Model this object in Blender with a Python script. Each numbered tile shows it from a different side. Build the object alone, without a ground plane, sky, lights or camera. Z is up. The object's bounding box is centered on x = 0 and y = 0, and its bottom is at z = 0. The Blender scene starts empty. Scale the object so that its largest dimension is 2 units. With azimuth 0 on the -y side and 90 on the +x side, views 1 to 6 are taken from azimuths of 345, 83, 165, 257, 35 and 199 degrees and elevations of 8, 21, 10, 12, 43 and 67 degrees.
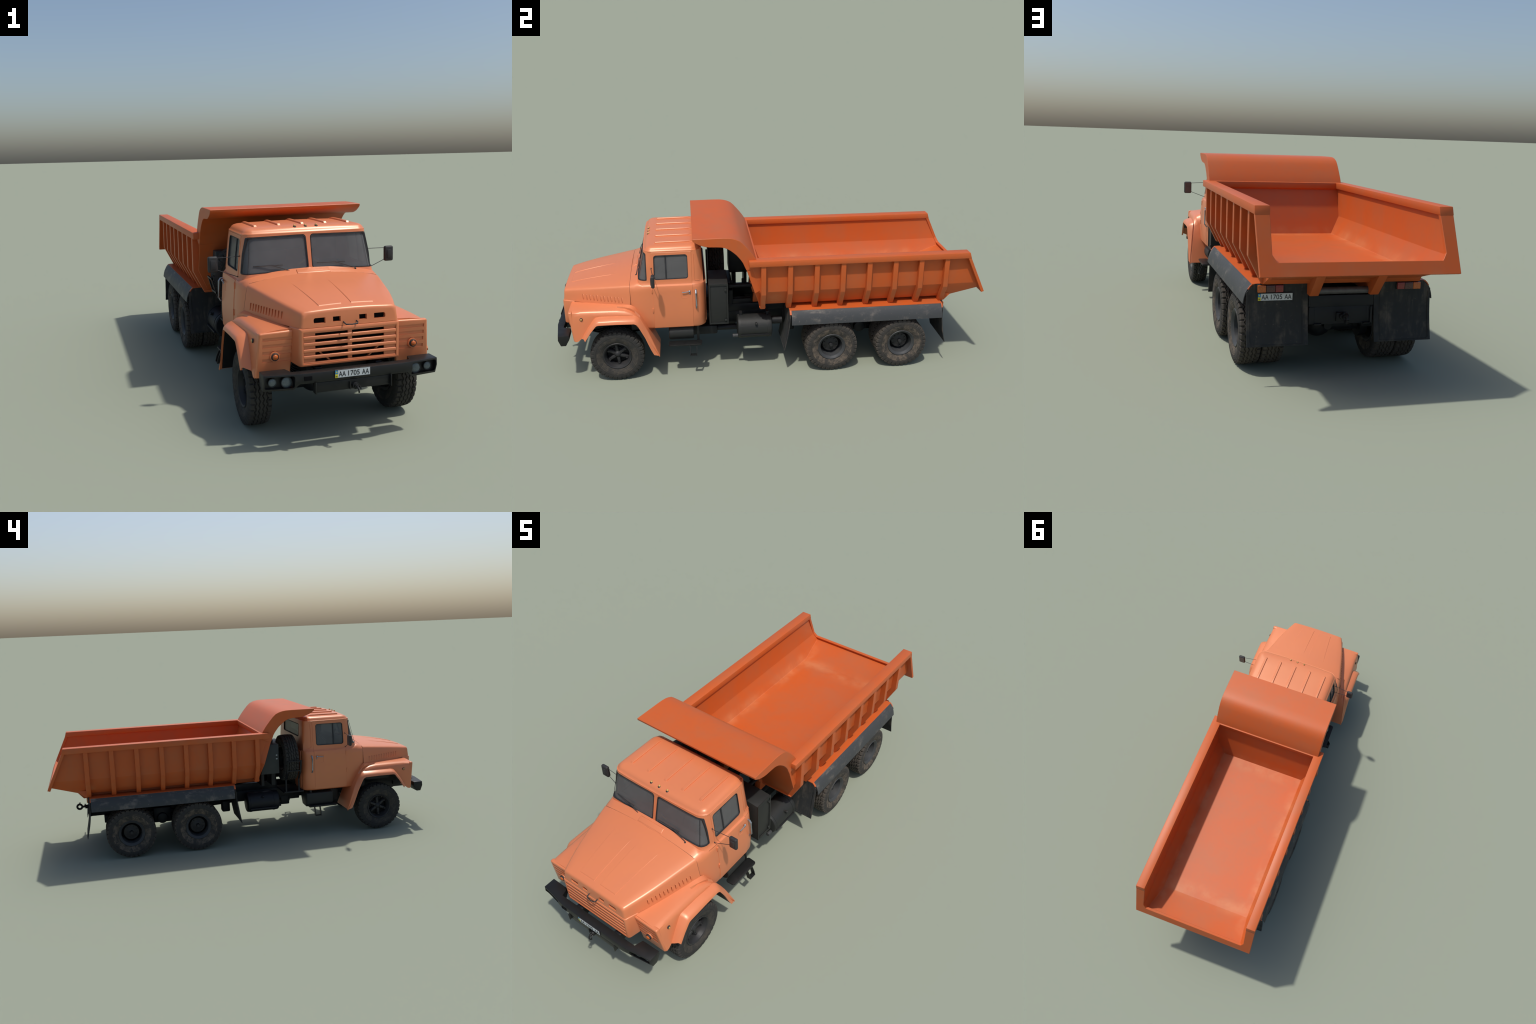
import bpy, bmesh, math, random
from mathutils import Vector, Matrix

random.seed(7)
D = bpy.data
COL = bpy.context.scene.collection
PI = math.pi

# ------------------------------------------------------------------ materials
def node_mat(name):
    m = D.materials.new(name); m.use_nodes = True
    nt = m.node_tree; nt.nodes.clear()
    out = nt.nodes.new('ShaderNodeOutputMaterial')
    b = nt.nodes.new('ShaderNodeBsdfPrincipled')
    nt.links.new(b.outputs[0], out.inputs[0])
    return m, nt, b, out

def col4(c): return (c[0], c[1], c[2], 1.0)

class G:
    """tiny helper for wiring node graphs"""
    def __init__(s, nt): s.nt = nt
    def n(s, t, **kw):
        x = s.nt.nodes.new(t)
        for k, v in kw.items(): setattr(x, k, v)
        return x
    def link(s, a, b): s.nt.links.new(a, b)
    def coord(s, scale=(1, 1, 1), kind='Object'):
        t = s.n('ShaderNodeTexCoord'); m = s.n('ShaderNodeMapping')
        m.inputs['Scale'].default_value = scale
        s.link(t.outputs[kind], m.inputs[0]); return m.outputs[0]
    def noise(s, vec, scale, detail=5, rough=.6, dist=0.0):
        t = s.n('ShaderNodeTexNoise')
        t.inputs['Scale'].default_value = scale; t.inputs['Detail'].default_value = detail
        t.inputs['Roughness'].default_value = rough; t.inputs['Distortion'].default_value = dist
        s.link(vec, t.inputs['Vector']); return t.outputs['Fac']
    def rng(s, v, a, b, c=0., d=1.):
        t = s.n('ShaderNodeMapRange'); t.interpolation_type = 'SMOOTHSTEP'
        for i, q in enumerate((a, b, c, d)): t.inputs[i + 1].default_value = q
        s.link(v, t.inputs[0]); return t.outputs[0]
    def math(s, op, a, b=None):
        t = s.n('ShaderNodeMath', operation=op)
        for i, q in enumerate((a, b)):
            if q is None: continue
            if isinstance(q, (int, float)): t.inputs[i].default_value = q
            else: s.link(q, t.inputs[i])
        return t.outputs[0]
    def mix(s, fac, a, b):
        t = s.n('ShaderNodeMix', data_type='RGBA')
        for sock, q in ((t.inputs[0], fac), (t.inputs[6], a), (t.inputs[7], b)):
            if isinstance(q, (int, float)): sock.default_value = q
            elif isinstance(q, tuple): sock.default_value = col4(q)
            else: s.link(q, sock)
        return t.outputs[2]
    def bump(s, h, strength, dist=.002):
        t = s.n('ShaderNodeBump'); t.inputs['Strength'].default_value = strength
        t.inputs['Distance'].default_value = dist
        s.link(h, t.inputs['Height']); return t.outputs[0]
    def xyz(s, vec):
        t = s.n('ShaderNodeSeparateXYZ'); s.link(vec, t.inputs[0]); return t.outputs

def plain(name, c, rough=.5, metal=0., spec=.5, var=.15, scale=40., coat=0.):
    m, nt, b, o = node_mat(name); g = G(nt)
    f = g.rng(g.noise(g.coord(), scale), .3, .7)
    dark = tuple(q * (1 - var) for q in c); lite = tuple(min(1, q * (1 + var)) for q in c)
    g.link(g.mix(f, dark, lite), b.inputs['Base Color'])
    b.inputs['Roughness'].default_value = rough; b.inputs['Metallic'].default_value = metal
    b.inputs['Specular IOR Level'].default_value = spec
    b.inputs['Coat Weight'].default_value = coat
    return m

def cab_paint():
    m, nt, b, o = node_mat('orange_cab_paint'); g = G(nt); v = g.coord()
    f = g.rng(g.noise(v, 9, 6), .35, .75)
    c = g.mix(f, (.645, .195, .080), (.625, .191, .082))
    spots = g.rng(g.noise(v, 90, 3), .66, .78)
    c = g.mix(g.math('MULTIPLY', spots, .15), c, (.50, .18, .09))
    g.link(c, b.inputs['Base Color'])
    b.inputs['Roughness'].default_value = .36
    b.inputs['Specular IOR Level'].default_value = .85
    b.inputs['Specular Tint'].default_value = (1, .86, .70, 1)
    return m

def bed_paint():
    m, nt, b, o = node_mat('orange_bed_paint'); g = G(nt); v = g.coord()
    big = g.rng(g.noise(v, 7, 6, .62), .35, .7)
    c = g.mix(big, (.530, .098, .017), (.475, .108, .030))
    # streaky grime
    st = g.rng(g.noise(g.coord((60, 60, 5)), 1, 5, .6), .5, .8)
    c = g.mix(g.math('MULTIPLY', st, .25), c, (.40, .105, .045))
    # pale rubbed paint along the floor folds and on the ramp line
    x, y, z = g.xyz(v)[0:3]
    ax = g.math('ABSOLUTE', x)
    fold = g.math('ABSOLUTE', g.math('SUBTRACT', ax, .228))
    fold = g.rng(fold, .0, .045, 1, 0)
    ry = g.rng(g.math('ABSOLUTE', g.math('SUBTRACT', y, .80)), .0, .07, 1, 0)
    fy = g.rng(g.math('ABSOLUTE', g.math('SUBTRACT', y, .03)), .0, .06, 1, 0)
    edge = g.math('MAXIMUM', fold, g.math('MAXIMUM', ry, fy))
    inside = g.math('MULTIPLY', g.rng(z, .345, .352), g.rng(z, .40, .37))
    patch = g.rng(g.noise(v, 9, 5, .6, .3), .32, .80)
    wear = g.math('MULTIPLY', g.math('MULTIPLY', edge, inside), patch)
    c = g.mix(g.math('MULTIPLY', wear, .7), c, (.58, .21, .085))
    speck = g.rng(g.noise(v, 160, 3), .68, .8)
    c = g.mix(g.math('MULTIPLY', speck, .25), c, (.30, .09, .04))
    g.link(c, b.inputs['Base Color'])
    b.inputs['Roughness'].default_value = .46
    b.inputs['Specular Tint'].default_value = (1, .96, .92, 1)
    b.inputs['Specular IOR Level'].default_value = .42
    return m

def dusty(name, base, dust, amount, streak=(25, 25, 4), rough=.75, lo=.45, hi=.75):
    m, nt, b, o = node_mat(name); g = G(nt); v = g.coord()
    a = g.rng(g.noise(g.coord(streak), 1, 6, .65, .3), lo, hi)
    p = g.rng(g.noise(v, 14, 6, .65), .4, .7)
    s = g.rng(g.noise(v, 120, 4), .62, .75)
    f = g.math('MULTIPLY', g.math('MAXIMUM', g.math('MULTIPLY', a, p), g.math('MULTIPLY', s, .6)), amount)
    g.link(g.mix(f, base, dust), b.inputs['Base Color'])
    b.inputs['Roughness'].default_value = rough
    b.inputs['Specular IOR Level'].default_value = .3
    g.link(g.bump(g.noise(v, 60, 4), .25), b.inputs['Normal'])
    return m

def tyre_mat(name, amount, brown):
    m, nt, b, o = node_mat(name); g = G(nt); v = g.coord()
    x, y, z = g.xyz(v)[0:3]
    r = g.math('SQRT', g.math('ADD', g.math('MULTIPLY', y, y), g.math('MULTIPLY', z, z)))
    ring = g.math('MULTIPLY', g.rng(r, .060, .068), g.rng(r, .104, .092))
    ring2 = g.rng(r, .108, .121, .12, .40)
    p = g.rng(g.noise(v, 30, 6, .7, .5), .36, .62)
    fine = g.rng(g.noise(v, 140, 4, .7), .35, .7, .55, 1)
    f = g.math('MULTIPLY', g.math('MULTIPLY', g.math('MAXIMUM', g.math('MULTIPLY', ring, p), ring2), fine), amount)
    # thin darker bands round the sidewall
    band = g.rng(g.math('ABSOLUTE', g.math('SUBTRACT', r, .096)), .001, .003, .55, 0)
    c = g.mix(f, (.031, .031, .030), brown)
    c = g.mix(band, c, (.020, .020, .020))
    g.link(c, b.inputs['Base Color'])
    b.inputs['Roughness'].default_value = .85
    b.inputs['Specular IOR Level'].default_value = .25
    h = g.math('ADD', g.math('SINE', g.math('MULTIPLY', r, 900)), g.noise(v, 90, 4))
    g.link(g.bump(h, .25, .0008), b.inputs['Normal'])
    return m

def glass_mat():
    m = D.materials.new('tinted_window_glass'); m.use_nodes = True
    nt = m.node_tree; nt.nodes.clear(); g = G(nt)
    o = g.n('ShaderNodeOutputMaterial'); b = g.n('ShaderNodeBsdfPrincipled')
    v = g.coord()
    f = g.rng(g.noise(v, 18, 5, .6, .3), .3, .7)
    g.link(g.mix(f, (.165, .163, .165), (.190, .188, .190)), b.inputs['Base Color'])
    b.inputs['Roughness'].default_value = .22
    b.inputs['Specular IOR Level'].default_value = .35
    t = g.n('ShaderNodeBsdfTransparent'); t.inputs[0].default_value = (.75, .77, .77, 1)
    mx = g.n('ShaderNodeMixShader'); mx.inputs[0].default_value = .50
    g.link(t.outputs[0], mx.inputs[1]); g.link(b.outputs[0], mx.inputs[2])
    g.link(mx.outputs[0], o.inputs[0])
    return m

def lens(name, c, rough=.12):
    m, nt, b, o = node_mat(name); g = G(nt); v = g.coord()
    w = g.n('ShaderNodeTexVoronoi'); w.inputs['Scale'].default_value = 260
    g.link(v, w.inputs['Vector'])
    g.link(g.mix(g.rng(w.outputs['Distance'], .0, .8), tuple(q * .7 for q in c), c), b.inputs['Base Color'])
    b.inputs['Roughness'].default_value = rough
    b.inputs['Coat Weight'].default_value = .4
    return m

CAB = cab_paint()
BED = bed_paint()
BLACK = dusty('black_chassis_paint', (.010, .010, .011), (.030, .028, .026), .6, (20, 20, 20), .55)
FRAME = dusty('frame_blue_black', (.009, .010, .013), (.022, .022, .024), .6, (20, 20, 20), .5)
BUMPER = dusty('bumper_black_paint', (.012, .0125, .0125), (.028, .026, .024), .5, (20, 20, 20), .42)
BOXGREY = dusty('charcoal_box_paint', (.020, .021, .020), (.035, .033, .030), .5, (8, 8, 60), .55)
TANKGREY = dusty('grey_tank_paint', (.035, .040, .041), (.055, .058, .058), .5, (20, 20, 20), .5)
PLASTIC = dusty('grey_black_plastic', (.030, .030, .031), (.070, .066, .064), .7, (40, 40, 40), .55)
RUBBER = tyre_mat('front_tyre_rubber', .62, (.105, .086, .066))
RUBBER_R = tyre_mat('rear_tyre_rubber', 1.0, (.160, .125, .094))
GUARD = dusty('mudguard_rubber', (.047, .050, .053), (.200, .175, .148), .95, (80, 16, 8), .55, .46, .72)
FLAP = dusty('mudflap_rubber', (.027, .029, .030), (.110, .092, .075), 1.0, (40, 40, 5), .8, .40, .68)
RIM = dusty('dark_rim_paint', (.046, .048, .050), (.070, .064, .058), .6, (30, 30, 30), .5)
RIM_F = dusty('black_hub_paint', (.026, .026, .027), (.046, .040, .037), .6, (30, 30, 30), .5)
SEAL = plain('window_rubber_seal', (.018, .019, .022), .6)
GLASS = glass_mat()
STEEL = plain('brushed_steel_handle', (.36, .38, .41), .38, .8, .5, .1)
ROLLER = plain('greased_steel_roller', (.11, .105, .105), .45, .3)
LAMPGLASS = lens('ribbed_lamp_glass', (.100, .128, .138), .38)
AMBER = lens('amber_lens', (.55, .12, .015))
YELLOW = lens('yellow_marker_lens', (.60, .34, .10))
RED = lens('red_lens', (.22, .005, .007))
DKRED = lens('dark_red_lens', (.065, .008, .009))
ORANGE_L = lens('orange_lens', (.50, .11, .008))
WHITE = plain('plate_white', (.52, .55, .56), .5, var=.05)
INK = plain('plate_ink', (.012, .012, .014), .5, var=.05)
PBLUE = plain('plate_blue', (.04, .22, .42), .5, var=.05)
PYELLOW = plain('plate_yellow', (.62, .56, .03), .5, var=.05)
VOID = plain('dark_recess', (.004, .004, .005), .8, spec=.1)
INTERIOR = plain('dark_grey_interior', (.110, .108, .110), .8, var=.2)
SEAT = plain('seat_cloth', (.045, .045, .050), .9, var=.2)
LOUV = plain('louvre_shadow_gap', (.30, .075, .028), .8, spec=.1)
MIRROR = plain('mirror_face', (.16, .11, .10), .25, .3)

# ------------------------------------------------------------------ objects
ROOT = D.objects.new('dump_truck', None)
COL.objects.link(ROOT)
ROOT['label'] = 'orange six-wheel tipper lorry with black chassis and curved bed canopy'
ROOT['category'] = 'dump truck'

def obj(name, me, mat=None, parent=ROOT, angle=35, kind=None):
    if mat is not None:
        me.materials.clear(); me.materials.append(mat)
    if angle is not None:
        me.polygons.foreach_set('use_smooth', [True] * len(me.polygons))
        me.set_sharp_from_angle(angle=math.radians(angle))
    me.name = name
    o = D.objects.new(name, me); COL.objects.link(o)
    o.parent = parent
    if kind: o['kind'] = kind
    return o

def mesh(verts, faces):
    me = D.meshes.new('m'); me.from_pydata([tuple(v) for v in verts], [], faces)
    bm = bmesh.new(); bm.from_mesh(me)
    bmesh.ops.remove_doubles(bm, verts=bm.verts, dist=1e-6)
    bmesh.ops.recalc_face_normals(bm, faces=bm.faces)
    bm.to_mesh(me); bm.free(); return me

def bevel(me, w, seg=2, ang=25):
    bm = bmesh.new(); bm.from_mesh(me)
    es = [e for e in bm.edges if len(e.link_faces) == 2 and e.calc_face_angle(0) > math.radians(ang)]
    bmesh.ops.bevel(bm, geom=es, offset=w, segments=seg, affect='EDGES', profile=.5, clamp_overlap=True)
    bm.to_mesh(me); bm.free(); return me

def join(*mes):
    bm = bmesh.new()
    for m in mes: bm.from_mesh(m)
    me = D.meshes.new('j'); bm.to_mesh(me); bm.free()
    for m in mes: D.meshes.remove(m)
    return me

def xform(me, M): me.transform(M); return me

def mirror(me):
    """mirrored copy across x = 0"""
    c = me.copy(); c.transform(Matrix.Scale(-1, 4, (1, 0, 0)))
    c.flip_normals(); return c

def pair(name, me, mat=None, angle=35, bv=None, parent=ROOT):
    a = obj(name, me, mat, parent, angle)
    b = obj(name, mirror(me), None, parent, None)
    return a, b

def box(x0, x1, y0, y1, z0, z1, bv=0., seg=2):
    v = [(x, y, z) for x in (x0, x1) for y in (y0, y1) for z in (z0, z1)]
    f = [(0, 1, 3, 2), (4, 6, 7, 5), (0, 4, 5, 1), (2, 3, 7, 6), (0, 2, 6, 4), (1, 5, 7, 3)]
    me = mesh(v, f)
    return bevel(me, bv, seg) if bv else me

def hexa(pts, bv=0., seg=2, ang=25):
    """8 corners: bottom ring of 4 then top ring of 4"""
    me = mesh(pts, [(0, 1, 2, 3), (4, 5, 6, 7), (0, 1, 5, 4), (1, 2, 6, 5), (2, 3, 7, 6), (3, 0, 4, 7)])
    return bevel(me, bv, seg, ang) if bv else me

def prism(poly, axis, a, b, bv=0., seg=2, ang=25):
    """extrude a 2D polygon: axis x -> (y,z), y -> (x,z), z -> (x,y)"""
    def P(p, t):
        return {'x': (t, p[0], p[1]), 'y': (p[0], t, p[1]), 'z': (p[0], p[1], t)}[axis]
    n = len(poly)
    v = [P(p, a) for p in poly] + [P(p, b) for p in poly]
    f = [tuple(range(n)), tuple(range(2 * n - 1, n - 1, -1))]
    f += [(i, (i + 1) % n, (i + 1) % n + n, i + n) for i in range(n)]
    me = mesh(v, f)
    return bevel(me, bv, seg, ang) if bv else me

def frame_prism(outer, inner, axis, a, b):
    """ring-shaped prism between two loops of equal length"""
    def P(p, t):
        return {'x': (t, p[0], p[1]), 'y': (p[0], t, p[1]), 'z': (p[0], p[1], t)}[axis]
    n = len(outer)
    v = [P(p, t) for t in (a, b) for lp in (outer, inner) for p in lp]
    f = []
    for i in range(n):
        j = (i + 1) % n
        f += [(i, j, j + n, i + n), (2 * n + i, 3 * n + i, 3 * n + j, 2 * n + j),
              (i, 2 * n + i, 2 * n + j, j), (n + i, n + j, 3 * n + j, 3 * n + i)]
    return mesh(v, f)

def rounded(poly, r, seg=4):
    out = []; n = len(poly)
    for i in range(n):
        p = Vector(poly[i]); a = Vector(poly[i - 1]) - p; b = Vector(poly[(i + 1) % n]) - p
        ri = r[i] if isinstance(r, (list, tuple)) else r
        if ri <= 0: out += [tuple(p)] * (seg + 1); continue
        half = a.angle(b) / 2; t = min(ri / math.tan(half), a.length * .49, b.length * .49)
        rr = t * math.tan(half)
        p0 = p + a.normalized() * t; p1 = p + b.normalized() * t
        c = p + (a.normalized() + b.normalized()).normalized() * (rr / math.sin(half))
        v0 = p0 - c; v1 = p1 - c
        for k in range(seg + 1):
            s = k / seg; w = v0.lerp(v1, s)
            out.append(tuple(c + (w.normalized() * rr if w.length > 1e-9 else w)))
    return out

def loft(rings, caps=True, closed=True):
    n = len(rings[0]); v = [p for r in rings for p in r]; f = []
    for k in range(len(rings) - 1):
        for i in range(n if closed else n - 1):
            j = (i + 1) % n
            f.append((k * n + i, k * n + j, (k + 1) * n + j, (k + 1) * n + i))
    if caps:
        f.append(tuple(range(n))); f.append(tuple(range((len(rings) - 1) * n, len(rings) * n)))
    return mesh(v, f)

def solid_grid(lines, th):
    """loft an open sheet through lines of points and give it thickness on both sides"""
    m, n = len(lines), len(lines[0])
    P = [[Vector(p) for p in l] for l in lines]
    def nrm(k, i):
        a = P[min(k + 1, m - 1)][i] - P[max(k - 1, 0)][i]; b = P[k][min(i + 1, n - 1)] - P[k][max(i - 1, 0)]
        return a.cross(b).normalized() * (abs(th) / 2)
    N = [[nrm(k, i) for i in range(n)] for k in range(m)]
    v = [P[k][i] + N[k][i] for k in range(m) for i in range(n)] + [P[k][i] - N[k][i] for k in range(m) for i in range(n)]
    o = m * n; f = []
    for k in range(m - 1):
        for i in range(n - 1):
            q = (k * n + i, k * n + i + 1, (k + 1) * n + i + 1, (k + 1) * n + i)
            f.append(q); f.append(tuple(o + x for x in reversed(q)))
    edge = [k * n for k in range(m)] + [(m - 1) * n + i for i in range(1, n)] + [k * n + n - 1 for k in range(m - 2, -1, -1)] + [i for i in range(n - 2, 0, -1)]
    for i in range(len(edge)):
        a, b = edge[i], edge[(i + 1) % len(edge)]; f.append((a, b, o + b, o + a))
    return mesh(v, f)

def revolve(profile, n=48, axis='x', center=(0, 0, 0), caps=False):
    """profile: (along, radius) pairs"""
    v = []; f = []; m = len(profile)
    for k in range(n):
        a = 2 * PI * k / n
        for t, r in profile:
            p = {'x': (t, r * math.cos(a), r * math.sin(a)), 'y': (r * math.cos(a), t, r * math.sin(a)),
                 'z': (r * math.cos(a), r * math.sin(a), t)}[axis]
            v.append(tuple(p[i] + center[i] for i in range(3)))
    for k in range(n):
        for i in range(m - 1):
            f.append((k * m + i, k * m + i + 1, ((k + 1) % n) * m + i + 1, ((k + 1) % n) * m + i))
    if caps:
        f.append(tuple(k * m for k in range(n))); f.append(tuple(k * m + m - 1 for k in range(n)))
    return mesh(v, f)

def cyl(axis, c, r, a, b, n=32, bv=.0):
    """cylinder along axis between a and b; c = the two other coordinates in order"""
    pr = [(a, 0.0001), (a, r - bv), (a + bv * .3, r - bv * .3), (a + bv, r), (b - bv, r), (b - bv * .3, r - bv * .3), (b, r - bv), (b, .0001)] if bv \
        else [(a, .0001), (a, r), (b, r), (b, .0001)]
    cen = {'x': (0, c[0], c[1]), 'y': (c[0], 0, c[1]), 'z': (c[0], c[1], 0)}[axis]
    return revolve(pr, n, axis, cen)

def tube(path, r, n=8):
    """round bar through points"""
    P = [Vector(p) for p in path]; rings = []
    for i, p in enumerate(P):
        t = (P[min(i + 1, len(P) - 1)] - P[max(i - 1, 0)]).normalized()
        u = t.cross(Vector((0, 0, 1)))
        if u.length < .1: u = t.cross(Vector((0, 1, 0)))
        u.normalize(); w = t.cross(u)
        rings.append([tuple(p + (u * math.cos(2 * PI * k / n) + w * math.sin(2 * PI * k / n)) * r) for k in range(n)])
    return loft(rings)

def sphere(c, r, sx=1, sy=1, sz=1, n=20):
    bm = bmesh.new(); bmesh.ops.create_uvsphere(bm, u_segments=n, v_segments=n // 2, radius=r)
    me = D.meshes.new('s'); bm.to_mesh(me); bm.free()
    me.transform(Matrix.Translation(c) @ Matrix.Diagonal((sx, sy, sz, 1))); return me

def boolean(me, cutters, op='DIFFERENCE'):
    a = D.objects.new('tmp_a', me); COL.objects.link(a); hold = []
    for c in cutters:
        b = D.objects.new('tmp_b', c); COL.objects.link(b); hold.append(b)
        md = a.modifiers.new('b', 'BOOLEAN'); md.object = b; md.operation = op; md.solver = 'EXACT'
    dg = bpy.context.evaluated_depsgraph_get()
    r = D.meshes.new_from_object(a.evaluated_get(dg))
    for b in hold:
        q = b.data; D.objects.remove(b); D.meshes.remove(q)
    D.objects.remove(a); D.meshes.remove(me)
    return r

def lerp(a, b, t): return a + (b - a) * t
def interp(tab, t):
    if t <= tab[0][0]: return tab[0][1]
    for (a, u), (b, v) in zip(tab, tab[1:]):
        if t <= b: return lerp(u, v, (t - a) / (b - a))
    return tab[-1][1]

# ================================================================== TIPPING BED
def front_out(z): return -.104 - .323 * (z - .507)       # outer plane of the bed's front wall
def front_in(z): return .009 - .4167 * (z - .355)        # inner plane
def tail_y(z): return .919 - .467 * (z - .544)           # plane of the tail frame (rear face)

def bed_ring(side_pts):
    """side_pts: inner/outer pairs (x, y, z) on +x from the top down; closed U-shaped ring"""
    I = [p for p, q in side_pts]; O = [q for p, q in side_pts]
    mir = lambda p: (-p[0], p[1], p[2])
    return I + [mir(p) for p in reversed(I)] + [mir(p) for p in O] + list(reversed(O))

TOPZ = .556
def tub():
    st = []
    for t in (0, 1, 2):
        prs = []
        for (xi, zi), (xo, zo), (xi2, zi2), (xo2, zo2) in (
                ((.2795, TOPZ), (.287, TOPZ), (.279, TOPZ), (.288, TOPZ)),
                ((.2755, .427), (.286, .409), (.2745, .429), (.290, .412)),
                ((.2335, .3545), (.244, .331), (.256, .399), (.274, .381))):
            if t == 0: prs.append(((xi, front_out(zi) + .02, zi), (xo, front_out(zo) + .02, zo)))
            elif t == 1: prs.append(((xi, .83, zi), (xo, .84, zo)))
            else: prs.append(((xi2, tail_y(zi2) - .008, zi2), (xo2, tail_y(zo2) - .008, zo2)))
        st.append(bed_ring(prs))
    n = 12; v = [p for r in st for p in r]; f = []
    for k in range(2):
        for i in range(n):
            j = (i + 1) % n
            f.append((k * n + i, k * n + j, (k + 1) * n + j, (k + 1) * n + i))
    for k in (0, 2):
        o = k * n   # ring order: I0 I1 I2 | -I2 -I1 -I0 | -O0 -O1 -O2 | O2 O1 O0
        f += [(o, o + 1, o + 10, o + 11), (o + 1, o + 2, o + 9, o + 10), (o + 2, o + 3, o + 8, o + 9),
              (o + 3, o + 4, o + 7, o + 8), (o + 4, o + 5, o + 6, o + 7)]
    return mesh(v, f)
obj('bed_tub', bevel(tub(), .0015, 1, 15), BED, angle=20)

# front wall: trapezoid slab, leaning forward
def front_wall():
    pts = [(.295, .560), (.295, .411), (.252, .322), (-.252, .322), (-.295, .411), (-.295, .560)]
    a = [(x, front_out(z), z) for x, z in pts]
    b = [(x, front_in(z), z) for x, z in [(.281, .560), (.277, .427), (.235, .353), (-.235, .353), (-.277, .427), (-.281, .560)]]
    return bevel(loft([a, b]), .0015, 1)
obj('bed_front_wall', front_wall(), BED, angle=20)

# canopy over the cab: one curved profile carried across the whole width
upper = [(-.344, .6775), (-.29, .678), (-.225, .6785), (-.195, .678), (-.175, .6755), (-.157, .6705), (-.139, .662),
         (-.124, .6485), (-.110, .6325), (-.095, .6145), (-.081, .596), (-.071, .581), (-.0645, .5695)]
lower = [(-.058, .5695), (-.058, .5450), (-.080, .5300), (-.110, .5230), (-.118, .541), (-.125, .558), (-.133, .571), (-.143, .584), (-.153, .596), (-.165, .607), (-.178, .618), (-.193, .6275), (-.206, .633),
         (-.220, .6360), (-.245, .6375), (-.272, .6385), (-.287, .641), (-.301, .6450), (-.314, .650), (-.325, .656), (-.335, .662), (-.343, .6685)]
obj('bed_canopy', bevel(prism(upper + lower, 'x', -.295, .295), .0012, 1, 40), BED, angle=30)
# top cross bar behind the canopy
obj('bed_cross_bar', box(-.271, .271, -.082, -.0575, .5452, .5690, .0015), BED)

# top rails
rail = hexa([(.270, -.0995, .544), (.3165, -.0995, .544), (.3175, .9195, .544), (.2705, .9195, .544),
             (.270, -.0995, .5705), (.3165, -.0995, .5705), (.3165, .9115, .5705), (.2705, .9115, .5705)], .0018)
pair('bed_rail', rail, BED, 30)

# side ribs
rib = prism([(.280, .546), (.3115, .546), (.3115, .405), (.266, .3155), (.240, .3155), (.240, .334), (.280, .41)], 'y', -.0112, .0112, .0015, 1)
rib_l = mirror(rib)
first = True
for i in range(8):
    y = -.0345 + .1205 * i
    for me in (rib, rib_l):
        o = obj('bed_rib', me, BED if first else None, angle=30 if first else None) if first else D.objects.new('bed_rib', me)
        if not first: COL.objects.link(o); o.parent = ROOT
        if me is rib and first: pass
        o.location = (0, y, 0)
    first = False
if not rib_l.materials: rib_l.materials.append(BED)

# tail frame: U-shaped plate lying in the sloping tail plane
def tail_frame():
    out = [(.3165, .548), (.3145, .375), (-.3145, .375), (-.3165, .548)]
    inn = [(.2715, .548), (.2735, .435), (.260, .414), (-.260, .414), (-.2735, .435), (-.2715, .548)]
    loop = [out[0], out[1], out[2], out[3], inn[5], inn[4], inn[3], inn[2], inn[1], inn[0]]
    n = len(loop)
    v = [(x, tail_y(z), z) for x, z in loop] + [(x, tail_y(z) - .013, z - .004) for x, z in loop]
    caps = [(0, 1, 8, 9), (1, 7, 8), (1, 2, 6, 7), (2, 5, 6), (2, 3, 4, 5)]
    f = caps + [tuple(i + n for i in reversed(c)) for c in caps]
    f += [(i, (i + 1) % n, (i + 1) % n + n, i + n) for i in range(n)]
    return bevel(mesh(v, f), .0012, 1, 30)
obj('tail_frame', tail_frame(), BED, angle=25)

# beams under the bed
obj('front_cross_beam', hexa([(-.264, -.0465, .3160), (.264, -.0465, .3160), (.264, -.024, .3160), (-.264, -.024, .3160),
                              (-.268, -.050, .326), (.268, -.050, .326), (.268, -.02, .326), (-.268, -.02, .326)], .0015), BED, angle=25)
obj('rear_cross_beam', hexa([(-.264, .826, .3165), (.264, .826, .3165), (.264, .800, .3165), (-.264, .800, .3165),
                             (-.252, .868, .349), (.252, .868, .349), (.264, .800, .349), (-.264, .800, .349)], .0015), BED, angle=25)
beam = prism([(-.066, .284), (.775, .282), (.80, .279), (.838, .278), (.905, .353), (.905, .362), (.83, .342), (-.060, .342)], 'x', .086, .116, .002)
pair('bed_longeron', beam, BED, 30)
post = prism([(-.045, .335), (-.0665, .335), (-.0800, .385), (-.060, .400)], 'x', .087, .115, .002)
pair('front_wall_stiffener', post, BED, 30)
obj('pivot_roller', cyl('x', (.815, .290), .0115, -.088, .088, 24), ROLLER)

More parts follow.
